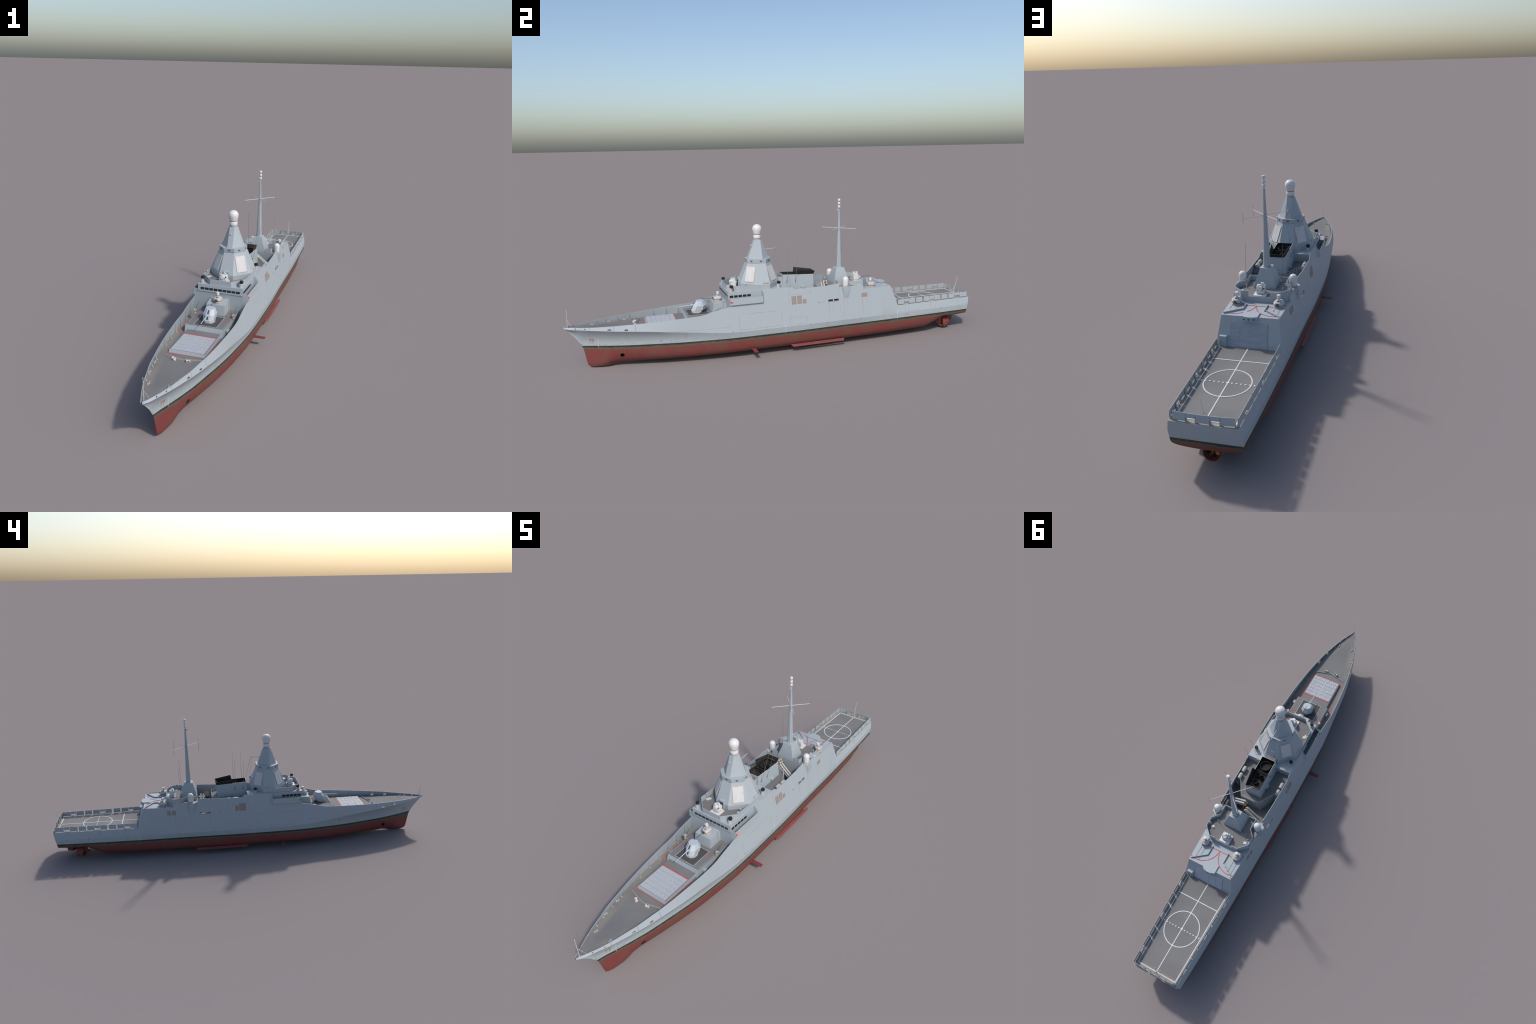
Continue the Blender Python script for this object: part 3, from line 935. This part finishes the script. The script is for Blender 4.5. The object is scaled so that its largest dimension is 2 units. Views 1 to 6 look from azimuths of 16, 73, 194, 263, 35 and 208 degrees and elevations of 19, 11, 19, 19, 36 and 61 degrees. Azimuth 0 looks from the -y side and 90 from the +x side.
face_plate(P, 4, [(-.0080, .01), (.0108, .01), (.0095, .38), (-.0080, .38)], .0022, PAINT)
# front access trunk
P.loft([[(-.0105, -.2150, .3095), (.0125, -.2150, .3095), (.0125, -.195, .3095), (-.0105, -.195, .3095)],
        [(-.0105, -.2130, .3480), (.0125, -.2130, .3480), (.0125, -.185, .3500), (-.0105, -.185, .3500)]], PAINT)
P.box((.001, -.2150, .3270), (.0150, .0022, .0300), DARK)
for x, y in ((.0316, -.2093), (-.0316, -.2093)):
    P.tube((x, y, .3315), (x, y, .3345), .0006, POLE)
P.lathe([(.0020, 0), (.0026, .001), (.0020, .0045), (.0008, .006)], (0, -.1455, .498), POLE, seg=10)
P.box((0, -.1425, .4985), (.004, .006, .0015), PAINT)
# ring lamps: small purple plate on a wider blue-grey plate, both slightly proud of the ring
RL, RH = octa(.0571, .0571, .0240, .0245, .4245), octa(.0572, .0575, .0245, .0250, .4415)
for i in range(8):
    for s_ in (0,):
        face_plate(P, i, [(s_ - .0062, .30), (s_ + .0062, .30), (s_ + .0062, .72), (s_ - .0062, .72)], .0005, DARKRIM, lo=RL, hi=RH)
        face_plate(P, i, [(s_ - .0028, .34), (s_ + .0028, .34), (s_ + .0028, .60), (s_ - .0028, .60)], .0008, LENS, lo=RL, hi=RH)
P.done(mast)

P = Part('mast_radome')
P.lathe([(.0168, .5268), (.0168, .5310), (.0150, .5315), (.0150, .5335), (.0176, .5340), (.0180, .5350), (.0180, .5492), (.0172, .5505),
         (.0148, .5510), (.0148, .5530), (.0170, .5535), (.0190, .5600), (.0212, .5690), (.0223, .5755), (.0223, .5785)]
        + [(.0223 * math.cos(t), .5785 + .0215 * math.sin(t)) for t in [math.radians(a) for a in range(12, 91, 6)]],
        (0, MY, 0), WHITE, seg=40,
        mats=[PAINT, PAINT, TANRING, TANRING, WHITE, WHITE, WHITE, TANRING, RUSTEDGE, TANRING] + [WHITE] * 18)
P.done(mast)
P = Part('rear_mast_arm')
P.tube((0, -.0800, .4782), (0, -.0265, .4800), .0019, PAINT, .0016)
for s in (1, -1):
    P.tube((0, -.0270, .4795), (s * .0180, .0015, .3585), .00035, WIRE, seg=5)
    P.tube((0, -.0360, .4795), (s * .0240, -.0200, .3600), .00030, WIRE, seg=5)
P.done(mast)
P = Part('mast_rear_platform')
P.box((0, -.0150, .3260), (.0500, .0300, .0340), PAINT, capmat=DECK)
P.done()

def dome_director(name):
    """optronic fire-control director looking to -y"""
    P = Part(name)
    P.box((0, -.004, .0024), (.0465, .0405, .0048), WHITE)
    P.lathe([(.0158, .0048), (.0158, .0070), (.0145, .0082)], (0, 0, 0), TANRING, seg=24)
    P.box((0, .0005, .0128), (.0300, .0250, .0092), WHITE, taper=.96)
    for x0, x1 in ((-.0148, -.0104), (.0096, .0150)):      # yoke cheeks
        side = [(-.0125, .0165), (.0130, .0165), (.0138, .0270), (.0100, .0350), (.0020, .0352), (-.0060, .0300)]
        P.loft([[(x0, y, z) for y, z in side], [(x1, y, z) for y, z in side]], WHITE)
    P.loft([[(-.0105, .0000, .0160), (.0100, .0000, .0160), (.0100, .0120, .0160), (-.0105, .0120, .0160)],
            [(-.0105, .0010, .0345), (.0100, .0010, .0345), (.0100, .0100, .0345), (-.0105, .0100, .0345)]], WHITE)
    P.lathe([(.0082, -.010), (.0088, .004), (.0088, .0115), (.0080, .0122)], (-.0008, -.0020, .0245), WHITE, (0, -1, .10), 10)
    P.lathe([(.0028, 0), (.0028, .003)], (.0122, -.0060, .0270), DARK, (0, -1, 0), 10)
    P.box((-.0072, -.0025, .0345), (.0070, .0080, .0050), WHITE)
    P.box((.0042, .0045, .0385), (.0105, .0075, .0090), WHITE)
    P.box((.0190, .0090, .0070), (.0075, .0065, .0060), WHITE)
    return P
d0 = dome_director('fire_control_director').done(loc=(0, -.2395, .3100), angle=25)
copies(d0, [((0, .3930, .2864), math.pi, None)])

P = Part('decoy_launcher')
P.lathe([(.0086, 0), (.0086, .0020), (.0080, .0024), (.0080, .0070), (.0086, .0074), (.0084, .0092), (.0064, .0100), (.0060, .0178)], (0, 0, 0), BODY, seg=20)
P.lathe([(.0056, .0172), (.0076, .0188), (.0082, .0215), (.0082, .0275), (.0070, .0292)], (0, .0010, 0), BLACK, (.10, .05, 1), seg=20)
dl = P.done(loc=(.0865, -.2675, .3095))
copies(dl, [((-.0865, -.2675, .3095), .4, None), ((.0865, -.0405, .3095), 1, None), ((-.0865, -.0405, .3095), 2, None)])

P = Part('deck_camera')
P.tube((0, 0, 0), (0, 0, .024), .0010, PAINT)
P.lathe([(.0018, -.003), (.0030, -.002), (.0030, .002), (.0018, .003)], (0, 0, .0265), PAINT, (1, .6, 0), 12)
P.lathe([(.0020, 0), (.0020, .0012)], (.0022, .0014, .0265), BLACK, (1, .6, 0), 10)
P.box((-.006, .004, .0015), (.013, .010, .0030), CARGO)
dc = P.done(loc=(.0895, -.1985, .3098))
copies(dc, [((-.0905, -.2005, .3098), math.pi, None), ((.0925, .3690, .2864), math.pi, None), ((-.0905, .3670, .2864), .3, None)])
P = Part('roof_hatch')
for x, y, z in ((-.0800, -.1950, .3100), (.0790, -.1980, .3100), (.0800, .3730, .2864), (-.0805, .3780, .2864)):
    P.box((x, y, z + .0012), (.0145, .0120, .0024), CARGO, .3)
P.done()

# ------------------------------------------------------------------ funnel and well deck
P = Part('upper_deck')
poly = [(-.1125, .0025), (.1125, .0025), (.1120, .1105), (.0868, .1160), (.0467, .1870), (-.0467, .1870), (-.0868, .1160), (-.1120, .1105)]
P.prism(poly, .214, .2750, PAINT, capmat=DECK)
ud = P.done()
P = Part('deck_railing')
rail = [(.0845, .1175), (.0455, .1855), (-.0455, .1855), (-.0845, .1175)]
for h in (.0100, .0195):
    for a, b in zip(rail, rail[1:]):
        P.tube((*a, .2750 + h), (*b, .2750 + h), .00045, POLE, seg=6)
for a, b in zip(rail, rail[1:]):
    for k in range(5):
        q_ = lerp3((*a, .275), (*b, .275), k / 4)
        P.tube(q_, (q_[0], q_[1], .2950), .0005, POLE, seg=6)
for s in (1, -1):     # ladders
    for k in range(9):
        P.box((s * .0985, .1200 + .0012 * k, .2200 + .006 * k), (.010, .002, .0008), STAIN)
    P.box((s * .0930, .1250, .2450), (.0008, .004, .058), STAIN); P.box((s * .1040, .1250, .2450), (.0008, .004, .058), STAIN)
    P.box((s * .0580, .0035, .2910), (.0075, .002, .0340), STAIN)
P.done(ud)

def funnel():
    P = Part('funnel')
    t = .0012
    def ring(hx, y0, y1, z0, z1):
        return [(-hx, y0, z0), (hx, y0, z0), (hx, y1, z1), (-hx, y1, z1)]
    # casing: outer skin, rim and inner skin in one
    P.loft([ring(.0385, -.0040, .1565, .2700, .2700), ring(.0330, .0010, .1545, .3540, .3450)], PAINT, (True, False))
    P.loft([ring(.0330, .0010, .1545, .3540, .3450), ring(.0318, .0022, .1533, .3542, .3452)], POLE, (False, False))
    P.loft([ring(.0318, .0022, .1533, .3542, .3452), ring(.0325, .0015, .1540, .3300, .3300)], BLACK, (False, True), capmat=SOOT)
    return P
fp = funnel()
fun = fp.done(angle=20)
P = Part('funnel_cowl')
# side flaps leaning out, and the rear lip, with thickness
for s in (1, -1):
    out = [(s * .0332, .0740, .3490), (s * .0268, .1590, .3440), (s * .0305, .1645, .3585), (s * .0400, .0795, .3715)]
    inn = [(s * .0312, .0740, .3490), (s * .0252, .1575, .3440), (s * .0289, .1630, .3585), (s * .0382, .0800, .3715)]
    P.loft([out, inn], BLACK)
P.loft([[(-.0268, .1540, .3430), (.0268, .1540, .3430), (.0306, .1650, .3585), (-.0306, .1650, .3585)],
        [(-.0268, .1525, .3430), (.0268, .1525, .3430), (.0306, .1632, .3585), (-.0306, .1632, .3585)]], BLACK)
P.done(fun)
P = Part('exhaust_pipe')
def pipe(x, y, r, z0, z1):
    P.lathe([(r, z0), (r * 1.03, z1), (r * .95, z1 + .0004), (r * .92, z0 + .002)], (x, y, 0), SOOT, seg=28)
pipe(0, .0340, .0235, .3300, .3440)
pipe(.0110, .0890, .0095, .3300, .3440); pipe(-.0115, .0930, .0095, .3300, .3440); pipe(.0040, .1230, .0110, .3300, .3420)
P.box((0, .0680, .3400), (.0640, .0025, .0060), SOOT)
P.done(fun)
P = Part('funnel_details')
P.box((.0405, .0975, .2870), (.0110, .0200, .0090), PAINT); P.box((-.0405, .0975, .2870), (.0110, .0200, .0090), PAINT)
for k in range(9):
    for s in (1, -1):
        zz = .282 + .007 * k
        P.box((s * (.0388 - (zz - .27) * .0655), .0350, zz), (.0016, .0060, .0008), PAINT)
P.done(fun)

P = Part('whip_antenna')
P.lathe([(.0022, 0), (.0022, .004), (.0012, .006), (.0011, .016), (.0006, .018), (.0004, .178)], (0, 0, 0), WIRE, (.245, .0, .97), 8)
P.box((-.0012, 0, .0), (.004, .004, .006), PAINT)
wa = P.done(loc=(.0375, .0185, .3165))
copies(wa, [((.0375, .0628, .3165), 0, None), ((-.0375, .0185, .3165), math.pi, None), ((-.0375, .0628, .3165), math.pi, None)])
P = Part('tall_whip_antenna')
P.lathe([(.0020, 0), (.0020, .013), (.0007, .0135), (.0005, .178)], (0, 0, 0), POLE, (-.03, .04, 1), 8, mats=[POLE, POLE, WIRE])
tw = P.done(loc=(.0705, .3415, .2864))
copies(tw, [((-.0678, .3450, .2864), 0, None)])

P = Part('life_raft_canister')
P.lathe([(.0006, -.0150), (.0060, -.0145), (.0082, -.0120), (.0086, -.010), (.0086, -.0012), (.0092, -.0010), (.0092, .0010), (.0086, .0012),
         (.0086, .010), (.0082, .0120), (.0060, .0145), (.0006, .0150)], (0, 0, .0125), BODY, (0, 1, 0), 20)
for y in (-.008, .008):
    P.box((0, y, .003), (.014, .0014, .006), STAIN)
    P.lathe([(.0088, -.0006), (.0088, .0006)], (0, y * .7, .0125), STAIN, (0, 1, 0), 20)
lr = P.done(loc=(.0948, .0665, .2750))
copies(lr, [((.0950, .1035, .2745), 0, None), ((-.0948, .0665, .2750), 0, None), ((-.0950, .1035, .2745), 0, None)])

def missile_rack():
    """four launch tubes on an inclined frame, firing to +x; origin under the middle"""
    P = Part('missile_launcher')
    d = Vector((.82, -.10, .56)).normalized()
    side = Vector((d.y, -d.x, 0)).normalized(); up = side.cross(d)
    if up.z < 0: up = -up
    for a in (-1, 1):
        for b in (-1, 1):
            c = Vector((0, 0, .0500)) + side * a * .0064 + up * b * .0062
            q0, q1 = c - d * .0400, c + d * .0370
            P.tube(q0, q1, .0043, BODY, seg=14)
            P.tube(q1, q1 + d * .0018, .0036, CAPTAN, seg=14)
            for k in (-.026, 0, .026):
                P.tube(c + d * k - d * .001, c + d * k + d * .001, .0050, BODY, seg=14)
    P.loft([[(-.016, -.012, 0), (.012, -.012, 0), (.012, .012, 0), (-.016, .012, 0)],
            [(-.010, -.008, .036), (.008, -.008, .044), (.008, .008, .044), (-.010, .008, .036)]], DARK)
    for s in (-1, 1):
        P.tube((.012, s * .010, 0), (.024, s * .009, .056), .0012, BODY); P.tube((-.016, s * .010, 0), (-.024, s * .010, .028), .0012, BODY)
    return P
mr = missile_rack().done(loc=(-.0380, .2395, .2160))
copies(mr, [((.0380, .2085, .2160), math.pi, None)])

# ------------------------------------------------------------------ aft mast block
P = Part('mast_block')
P.prism([(.1045, .380), (.1000, .3870), (.0667, .4205), (-.0667, .4205), (-.1000, .3870), (-.1045, .380)], .2640, .2864, PAINT)
block = P.done()
P = Part('mast_deck')
P.prism([(.0740, .2690), (.0740, .3180), (.0995, .3455), (.0990, .3860), (.0660, .4190), (-.0660, .4190), (-.0990, .3860), (-.0995, .3455), (-.0740, .3180), (-.0740, .2690)], .2855, .2868, DECK)
P.done(block)
P = Part('mast_deck_parapet')
for s in (1, -1):
    pts = [(s * .0450, .2675), (s * .0755, .2675), (s * .0755, .3178), (s * .1008, .3460), (s * .1006, .3868), (s * .0670, .4205), (s * .0400, .4198)]
    P.wall(pts, .2855, .3083, .0018, PAINT)
    P.wall([(s * .0400, .4198), (s * .0230, .4198)], .2855, .2880, .0018, PAINT)
P.wall([(-.0235, .4202), (.0235, .4202)], .2855, .2880, .0018, PAINT)
P.done(block)

P = Part('aft_mast')
def sq(hx, y0, y1, z): return [(-hx, y0, z), (hx, y0, z), (hx, y1, z), (-hx, y1, z)]
P.loft([sq(.0412, .2635, .3425, .2840), sq(.0412, .2635, .3425, .2965), sq(.0204, .2825, .3245, .3610)], PAINT)
P.loft([octa(.0135, .0140, .0075, .0075, .3605, .3035), octa(.0135, .0140, .0075, .0075, .3650, .3035)], PAINT)
P.loft([octa(.0122, .0122, .0066, .0066, .3640, .3045), octa(.0034, .0034, .0018, .0018, .6520, .3050)], PAINT)
P.loft([octa(.0072, .0072, .003, .003, .5535, .305), octa(.0072, .0072, .003, .003, .5605, .305)], PAINT)
for s in (1, -1):
    for q_ in (1, -1):
        a = (s * .005, .305 + q_ * .005, .5572); b = (s * .0625, .305 + q_ * .0635, .5575)
        P.tube(a, b, .0014, POLE, .0010)
        P.tube((b[0], b[1], b[2] - .022), (b[0], b[1], b[2] + .022), .00055, WIRE, seg=5)
P.box((-.0125, .3045, .362), (.006, .010, .006), PAINT)
P.box((0, .2975, .646), (.004, .006, .008), PAINT); P.box((0, .2945, .6500), (.003, .003, .004), POLE)
for k in range(10):
    P.box((.006, .3425 - (.0180 * max(0, (.299 + .0062 * k - .2965)) / .0645), .299 + .0062 * k), (.0065, .0014, .0008), PAINT)
P.lathe([(.0012, .650), (.0012, .700)], (0, .305, 0), WIRE, seg=8)
am = P.done(angle=20)
P = Part('mast_head_antenna')
P.lathe([(.0030, -.0060), (.0058, -.0055), (.0066, -.0040), (.0066, .0036), (.0058, .0054), (.0034, .0062)], (0, 0, 0), WHITE, seg=20)
ma = P.done(am, (0, .305, .6622))
copies(ma, [((0, .305, .6782), 0, None), ((0, .305, .6942), 0, None)], am)

P = Part('satellite_radome')
P.lathe([(.0150, 0), (.0150, .0030), (.0140, .0034), (.0143, .0042), (.0149, .0060), (.0150, .0330)]
        + [(.0150 * math.cos(a), .0330 + .0145 * math.sin(a)) for a in [math.radians(k) for k in range(10, 91, 8)]],
        (0, 0, 0), WHITE, seg=32, mats=[STAIN, STAIN, RUSTEDGE, WHITE, WHITE] + [WHITE] * 12)
sr = P.done(loc=(.0975, .2975, .2866))
copies(sr, [((-.0975, .2975, .2866), 1.2, None)])
P = Part('radome_sponson')
P.loft([[(.1050, .2800, .2345), (.1165, .2805, .2360), (.1165, .3045, .2360), (.1050, .3050, .2345)],
        [(.0950, .2680, .2640), (.1200, .2790, .2640), (.1200, .3070, .2640), (.0950, .3190, .2640)],
        [(.0950, .2630, .2865), (.1195, .2780, .2865), (.1195, .3080, .2865), (.0950, .3220, .2865)]], PAINT)
sp_ = P.done(angle=20)
copies(sp_, [((0, 0, 0), 0, (-1, 1, 1))])

# louvres and vents let into the side; built a hair proud of the plating
def side_plate(P, y0, y1, z0, z1, lift, mat, s=1):
    def pt(y, z, l): return (s * (side_x(y, z) + l), y, z)
    c = [(y0, z0), (y1, z0), (y1, z1), (y0, z1)]
    P.loft([[pt(y, z, -.001) for y, z in c], [pt(y, z, lift) for y, z in c]], mat)
P = Part('side_louvre')
vents = [(1, .0148, .0370, .2295, .2665), (1, .0425, .0645, .2295, .2670), (1, .0690, .0868, .2290, .2480), (1, .3775, .4075, .2285, .2470),
         (-1, .0150, .0500, .2295, .2665), (-1, .0550, .0690, .2295, .2560), (-1, .3780, .3960, .2260, .2480), (-1, .4030, .4210, .2260, .2480)]
for s, y0, y1, z0, z1 in vents:
    side_plate(P, y0, y1, z0, z1, .0004, RUSTEDGE, s)
    side_plate(P, y0 + .0012, y1 - .0012, z0 + .0012, z1 - .0008, .0008, LOUVRE, s)
for s in (1, -1):
    side_plate(P, .1985, .2545, .2232, .2246, .0008, RUSTEDGE, s)
    side_plate(P, .1500, .1530, .2245, .2275, .0012, DARK, s)
P.done()

# ------------------------------------------------------------------ hangar
def rear_pt(x, z, lift=0.0):
    """point on the sloping hangar face"""
    t = (.2667 - z) / (.2667 - .1663)
    return (x, .540 + .035 * t + lift * .944, z + lift * .33)
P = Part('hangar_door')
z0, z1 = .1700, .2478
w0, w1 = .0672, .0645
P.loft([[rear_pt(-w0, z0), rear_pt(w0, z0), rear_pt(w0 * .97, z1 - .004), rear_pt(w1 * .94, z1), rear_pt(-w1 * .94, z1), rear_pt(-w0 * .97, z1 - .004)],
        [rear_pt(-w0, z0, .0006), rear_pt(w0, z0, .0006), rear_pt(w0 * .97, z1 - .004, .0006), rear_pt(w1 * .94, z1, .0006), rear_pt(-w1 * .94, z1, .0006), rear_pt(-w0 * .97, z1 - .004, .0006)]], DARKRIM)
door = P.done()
P = Part('door_slat')
ns = 24
for k in range(ns):
    za = z0 + (z1 - z0) * (k + .08) / ns; zb = z0 + (z1 - z0) * (k + .92) / ns
    w = w0 + (w1 - w0) * k / ns - .0008
    if k == ns - 1: w *= .95
    P.loft([[rear_pt(-w, za, .0003), rear_pt(w, za, .0003), rear_pt(w, zb, .0003), rear_pt(-w, zb, .0003)],
            [rear_pt(-w, za + .0006, .0016), rear_pt(w, za + .0006, .0016), rear_pt(w, zb - .0008, .0013), rear_pt(-w, zb - .0008, .0013)]], DOOR)
for x in (-.034, 0, .034):
    P.loft([[rear_pt(x - .0005, z0, .001), rear_pt(x + .0005, z0, .001), rear_pt(x + .0005, z1, .001), rear_pt(x - .0005, z1, .001)],
            [rear_pt(x - .0005, z0, .0019), rear_pt(x + .0005, z0, .0019), rear_pt(x + .0005, z1, .0019), rear_pt(x - .0005, z1, .0019)]], DOOR)
o_ = P.done(door); o_['kind'] = 'stuff'
P = Part('hangar_details')
P.loft([[(.0760, .5520, .1663), (.1015, .5520, .1663), (.1015, .5790, .1663), (.0760, .5790, .1663)],
        [(.0760, .5530, .2030), (.1005, .5530, .2030), (.1005, .5745, .2030), (.0760, .5745, .2030)]], PAINT)
# control-station visor over the door
vis = [(-.0285, .5120), (.0285, .5120), (.0285, .5475), (.0150, .5535), (0, .5555), (-.0150, .5535), (-.0285, .5475)]
P.prism(vis, .2660, .2716, PAINT)
vis2 = [(-.0285, .5350), (.0285, .5350), (.0280, .5470), (.0150, .5528), (0, .5548), (-.0150, .5528), (-.0280, .5470)]
P.prism([(x * .99, y + .0015) for x, y in vis2], .2570, .2662, PAINT, top=vis2)
for x, y in ((-.0175, .5545), (0, .5567), (.0175, .5545)):
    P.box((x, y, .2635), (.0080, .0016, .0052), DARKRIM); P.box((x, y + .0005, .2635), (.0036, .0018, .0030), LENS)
# wind deflectors
for s in (1, -1):
    pts = [(s * .0385, .4450), (s * .0385, .4885), (s * .0965, .5315)]
    P.wall(pts, .2665, .2730, .0016, PAINT)
    for a, b, n_ in ((pts[0], pts[1], 3), (pts[1], pts[2], 4)):
        for k in range(n_ + 1):
            x = a[0] + (b[0] - a[0]) * k / n_; y = a[1] + (b[1] - a[1]) * k / n_
            if s < 0: P.box((x - .001, y + .002, .2685), (.0030, .0035, .0040), PAINT)
P.done()
P = Part('hangar_roof_lines')
zr = .2670
P.ribbon([(.1015, .4260), (.0905, .4390), (.0760, .4525), (-.0760, .4525), (-.0905, .4390), (-.1015, .4260)], .0025, zr, RED)
for s in (1, -1):
    arc = [(0, .4530)] + [(s * (.0755 + .0735 * math.cos(a)), .4530 + .0735 * math.sin(a)) for a in [math.radians(k) for k in range(172, 66, -8)]]
    if s < 0:
        arc = arc[1:]
    P.ribbon(arc, .0026, zr if s > 0 else zr + .0002, RED)
P.done()

# ------------------------------------------------------------------ flight deck
P = Part('flight_deck_markings')
FZ = .1664
P.box((0, .7775, FZ + .0003), (.0036, .4030, .0008), LINE)
P.box((0, .6608, FZ + .0005), (.1860, .0036, .0008), LINE)
P.box((0, .9795, FZ + .0005), (.1760, .0036, .0008), LINE)
for s in (1, -1):
    P.ribbon([(s * .0982, .5850), (s * .0945, .6608), (s * .0873, .9795)], .0036, FZ - .0001, LINE, .0007)
ring_pts = [(.0735 * math.cos(2 * math.pi * k / 64), .7900 + .0735 * math.sin(2 * math.pi * k / 64)) for k in range(64)]
P.ribbon(ring_pts, .0036, FZ - .0001, LINE, .0011, True)
P.lathe([(.0050, 0), (.0050, .0012)], (0, .7900, FZ), LINE, seg=24)
for k in range(1, 7):
    for s in (1, -1):
        x = s * .0140 * k
        P.prism([(x - .0038, .7890), (x + .0038, .7890), (x + .0022, .7922), (x, .7945), (x - .0022, .7922)], FZ - .0002, FZ + .0013, LINE)
P.done()

def net_panel(name, w, hgt):
    P = Part(name)
    P.loft([[(0, -w / 2, .0034), (.0012, -w / 2, .0034), (.0012, w / 2, .0034), (0, w / 2, .0034)],
            [(-.0022, -w / 2, hgt), (-.0010, -w / 2, hgt), (-.0010, w / 2, hgt), (-.0022, w / 2, hgt)]], PAINT)
    for s in (-1, 1):
        y = s * (w / 2 - .0010)
        P.loft([[(-.0065, y - .0007, 0), (0, y - .0007, 0), (0, y + .0007, 0), (-.0065, y + .0007, 0)],
                [(-.0036, y - .0007, hgt * .97), (-.0020, y - .0007, hgt * .97), (-.0020, y + .0007, hgt * .97), (-.0036, y + .0007, hgt * .97)]], STAIN)
    return P
panels = [(.5785, .6130, 0), (.6145, .6405, 1), (.6420, .6765, 0), (.6835, .7185, 0), (.7290, .7620, 0), (.7640, .7905, 1), (.7920, .8270, 0),
          (.8340, .8690, 0), (.8760, .9130, 0), (.9150, .9440, 1), (.9455, .9880, 0)]
H_NET = .0275
full = [p for p in panels if not p[2]]; gap = [p for p in panels if p[2]]
def edge_x(y): return deck_edge(y) - .0018
def place(y0, y1, s):
    ym = (y0 + y1) / 2
    tilt = math.atan((edge_x(y1) - edge_x(y0)) / (y1 - y0))
    return (s * edge_x(ym), ym, .1663), -tilt * s, s
first = None
for y0, y1, g in panels:
    for s in (1, -1):
        loc, rz, sg = place(y0, y1, s)
        if g:
            P = Part('fairlead_panel')
            w = y1 - y0
            P.loft([[(-.0008, -w / 2, H_NET * .50), (.0004, -w / 2, H_NET * .50), (.0004, w / 2, H_NET * .50), (-.0008, w / 2, H_NET * .50)],
                    [(-.0022, -w / 2, H_NET), (-.0010, -w / 2, H_NET), (-.0010, w / 2, H_NET), (-.0022, w / 2, H_NET)]], PAINT)
            for q_ in (-1, 1):
                P.box((0, q_ * (w / 2 - .0006), H_NET * .25), (.0016, .0012, H_NET * .5), STAIN)
            P.box((0, 0, .0010), (.0050, w * .9, .0020), STAIN)
            for q_ in (-.0068, .0, .0068):
                P.lathe([(.0017, 0), (.0015, .0050), (.0021, .0056), (.0019, .0070)], (-.0005, q_, .001), STAIN if q_ else PAINT, seg=10)
        else:
            P = net_panel('safety_net_panel', y1 - y0, H_NET)
        o_ = P.done(loc=loc, rotz=rz)
        if s < 0:
            o_.scale = (-1, 1, 1)
# panels across the stern
stern_panels = [(-.0885, -.0485, 0), (-.0475, -.0190, 1), (-.0180, .0210, 0), (.0220, .0495, 1), (.0505, .0895, 0)]
def stern_y(x): return .9962 - .0050 * (abs(x) / .09) ** 2.2
for x0, x1, g in stern_panels:
    xm = (x0 + x1) / 2; w = x1 - x0
    P = Part('stern_screen_panel')
    zl = H_NET * .52 if g else .0032
    ya, yb = stern_y(x0), stern_y(x1)
    nseg = 4
    for k in range(nseg):
        xa, xb_ = x0 + w * k / nseg, x0 + w * (k + 1) / nseg
        P.loft([[(xa, stern_y(xa) - .0012, .1663 + zl), (xb_, stern_y(xb_) - .0012, .1663 + zl), (xb_, stern_y(xb_), .1663 + zl), (xa, stern_y(xa), .1663 + zl)],
                [(xa, stern_y(xa) - .0032, .1663 + H_NET), (xb_, stern_y(xb_) - .0032, .1663 + H_NET), (xb_, stern_y(xb_) - .0020, .1663 + H_NET), (xa, stern_y(xa) - .0020, .1663 + H_NET)]], PAINT)
    for x in (x0 + .0008, x1 - .0008):
        yy = stern_y(x)
        P.loft([[(x - .0008, yy - .0075, .1663), (x + .0008, yy - .0075, .1663), (x + .0008, yy - .001, .1663), (x - .0008, yy - .001, .1663)],
                [(x - .0008, yy - .0048, .1663 + H_NET * .95), (x + .0008, yy - .0048, .1663 + H_NET * .95), (x + .0008, yy - .003, .1663 + H_NET * .95), (x - .0008, yy - .003, .1663 + H_NET * .95)]], STAIN)
    if g:
        P.box((xm, stern_y(xm) - .002, .1672), (w, .004, .0016), STAIN)
    P.done()

P = Part('ensign_staff')
P.tube((0, .9800, .1665), (0, .9985, .2500), .0011, POLE, .0006)
P.lathe([(.0007, 0), (.0015, .0010), (.0007, .0024)], (0, .9985, .2485), POLE, seg=10)
for s in (1, -1):
    P.tube((0, .9880, .2030), (s * .0120, .9690, .1665), .0005, POLE, seg=6)
    P.box((s * .0120, .9690, .1670), (.003, .003, .0012), TANRING)
P.box((0, .980, .1672), (.006, .005, .0018), TANRING)
P.done()
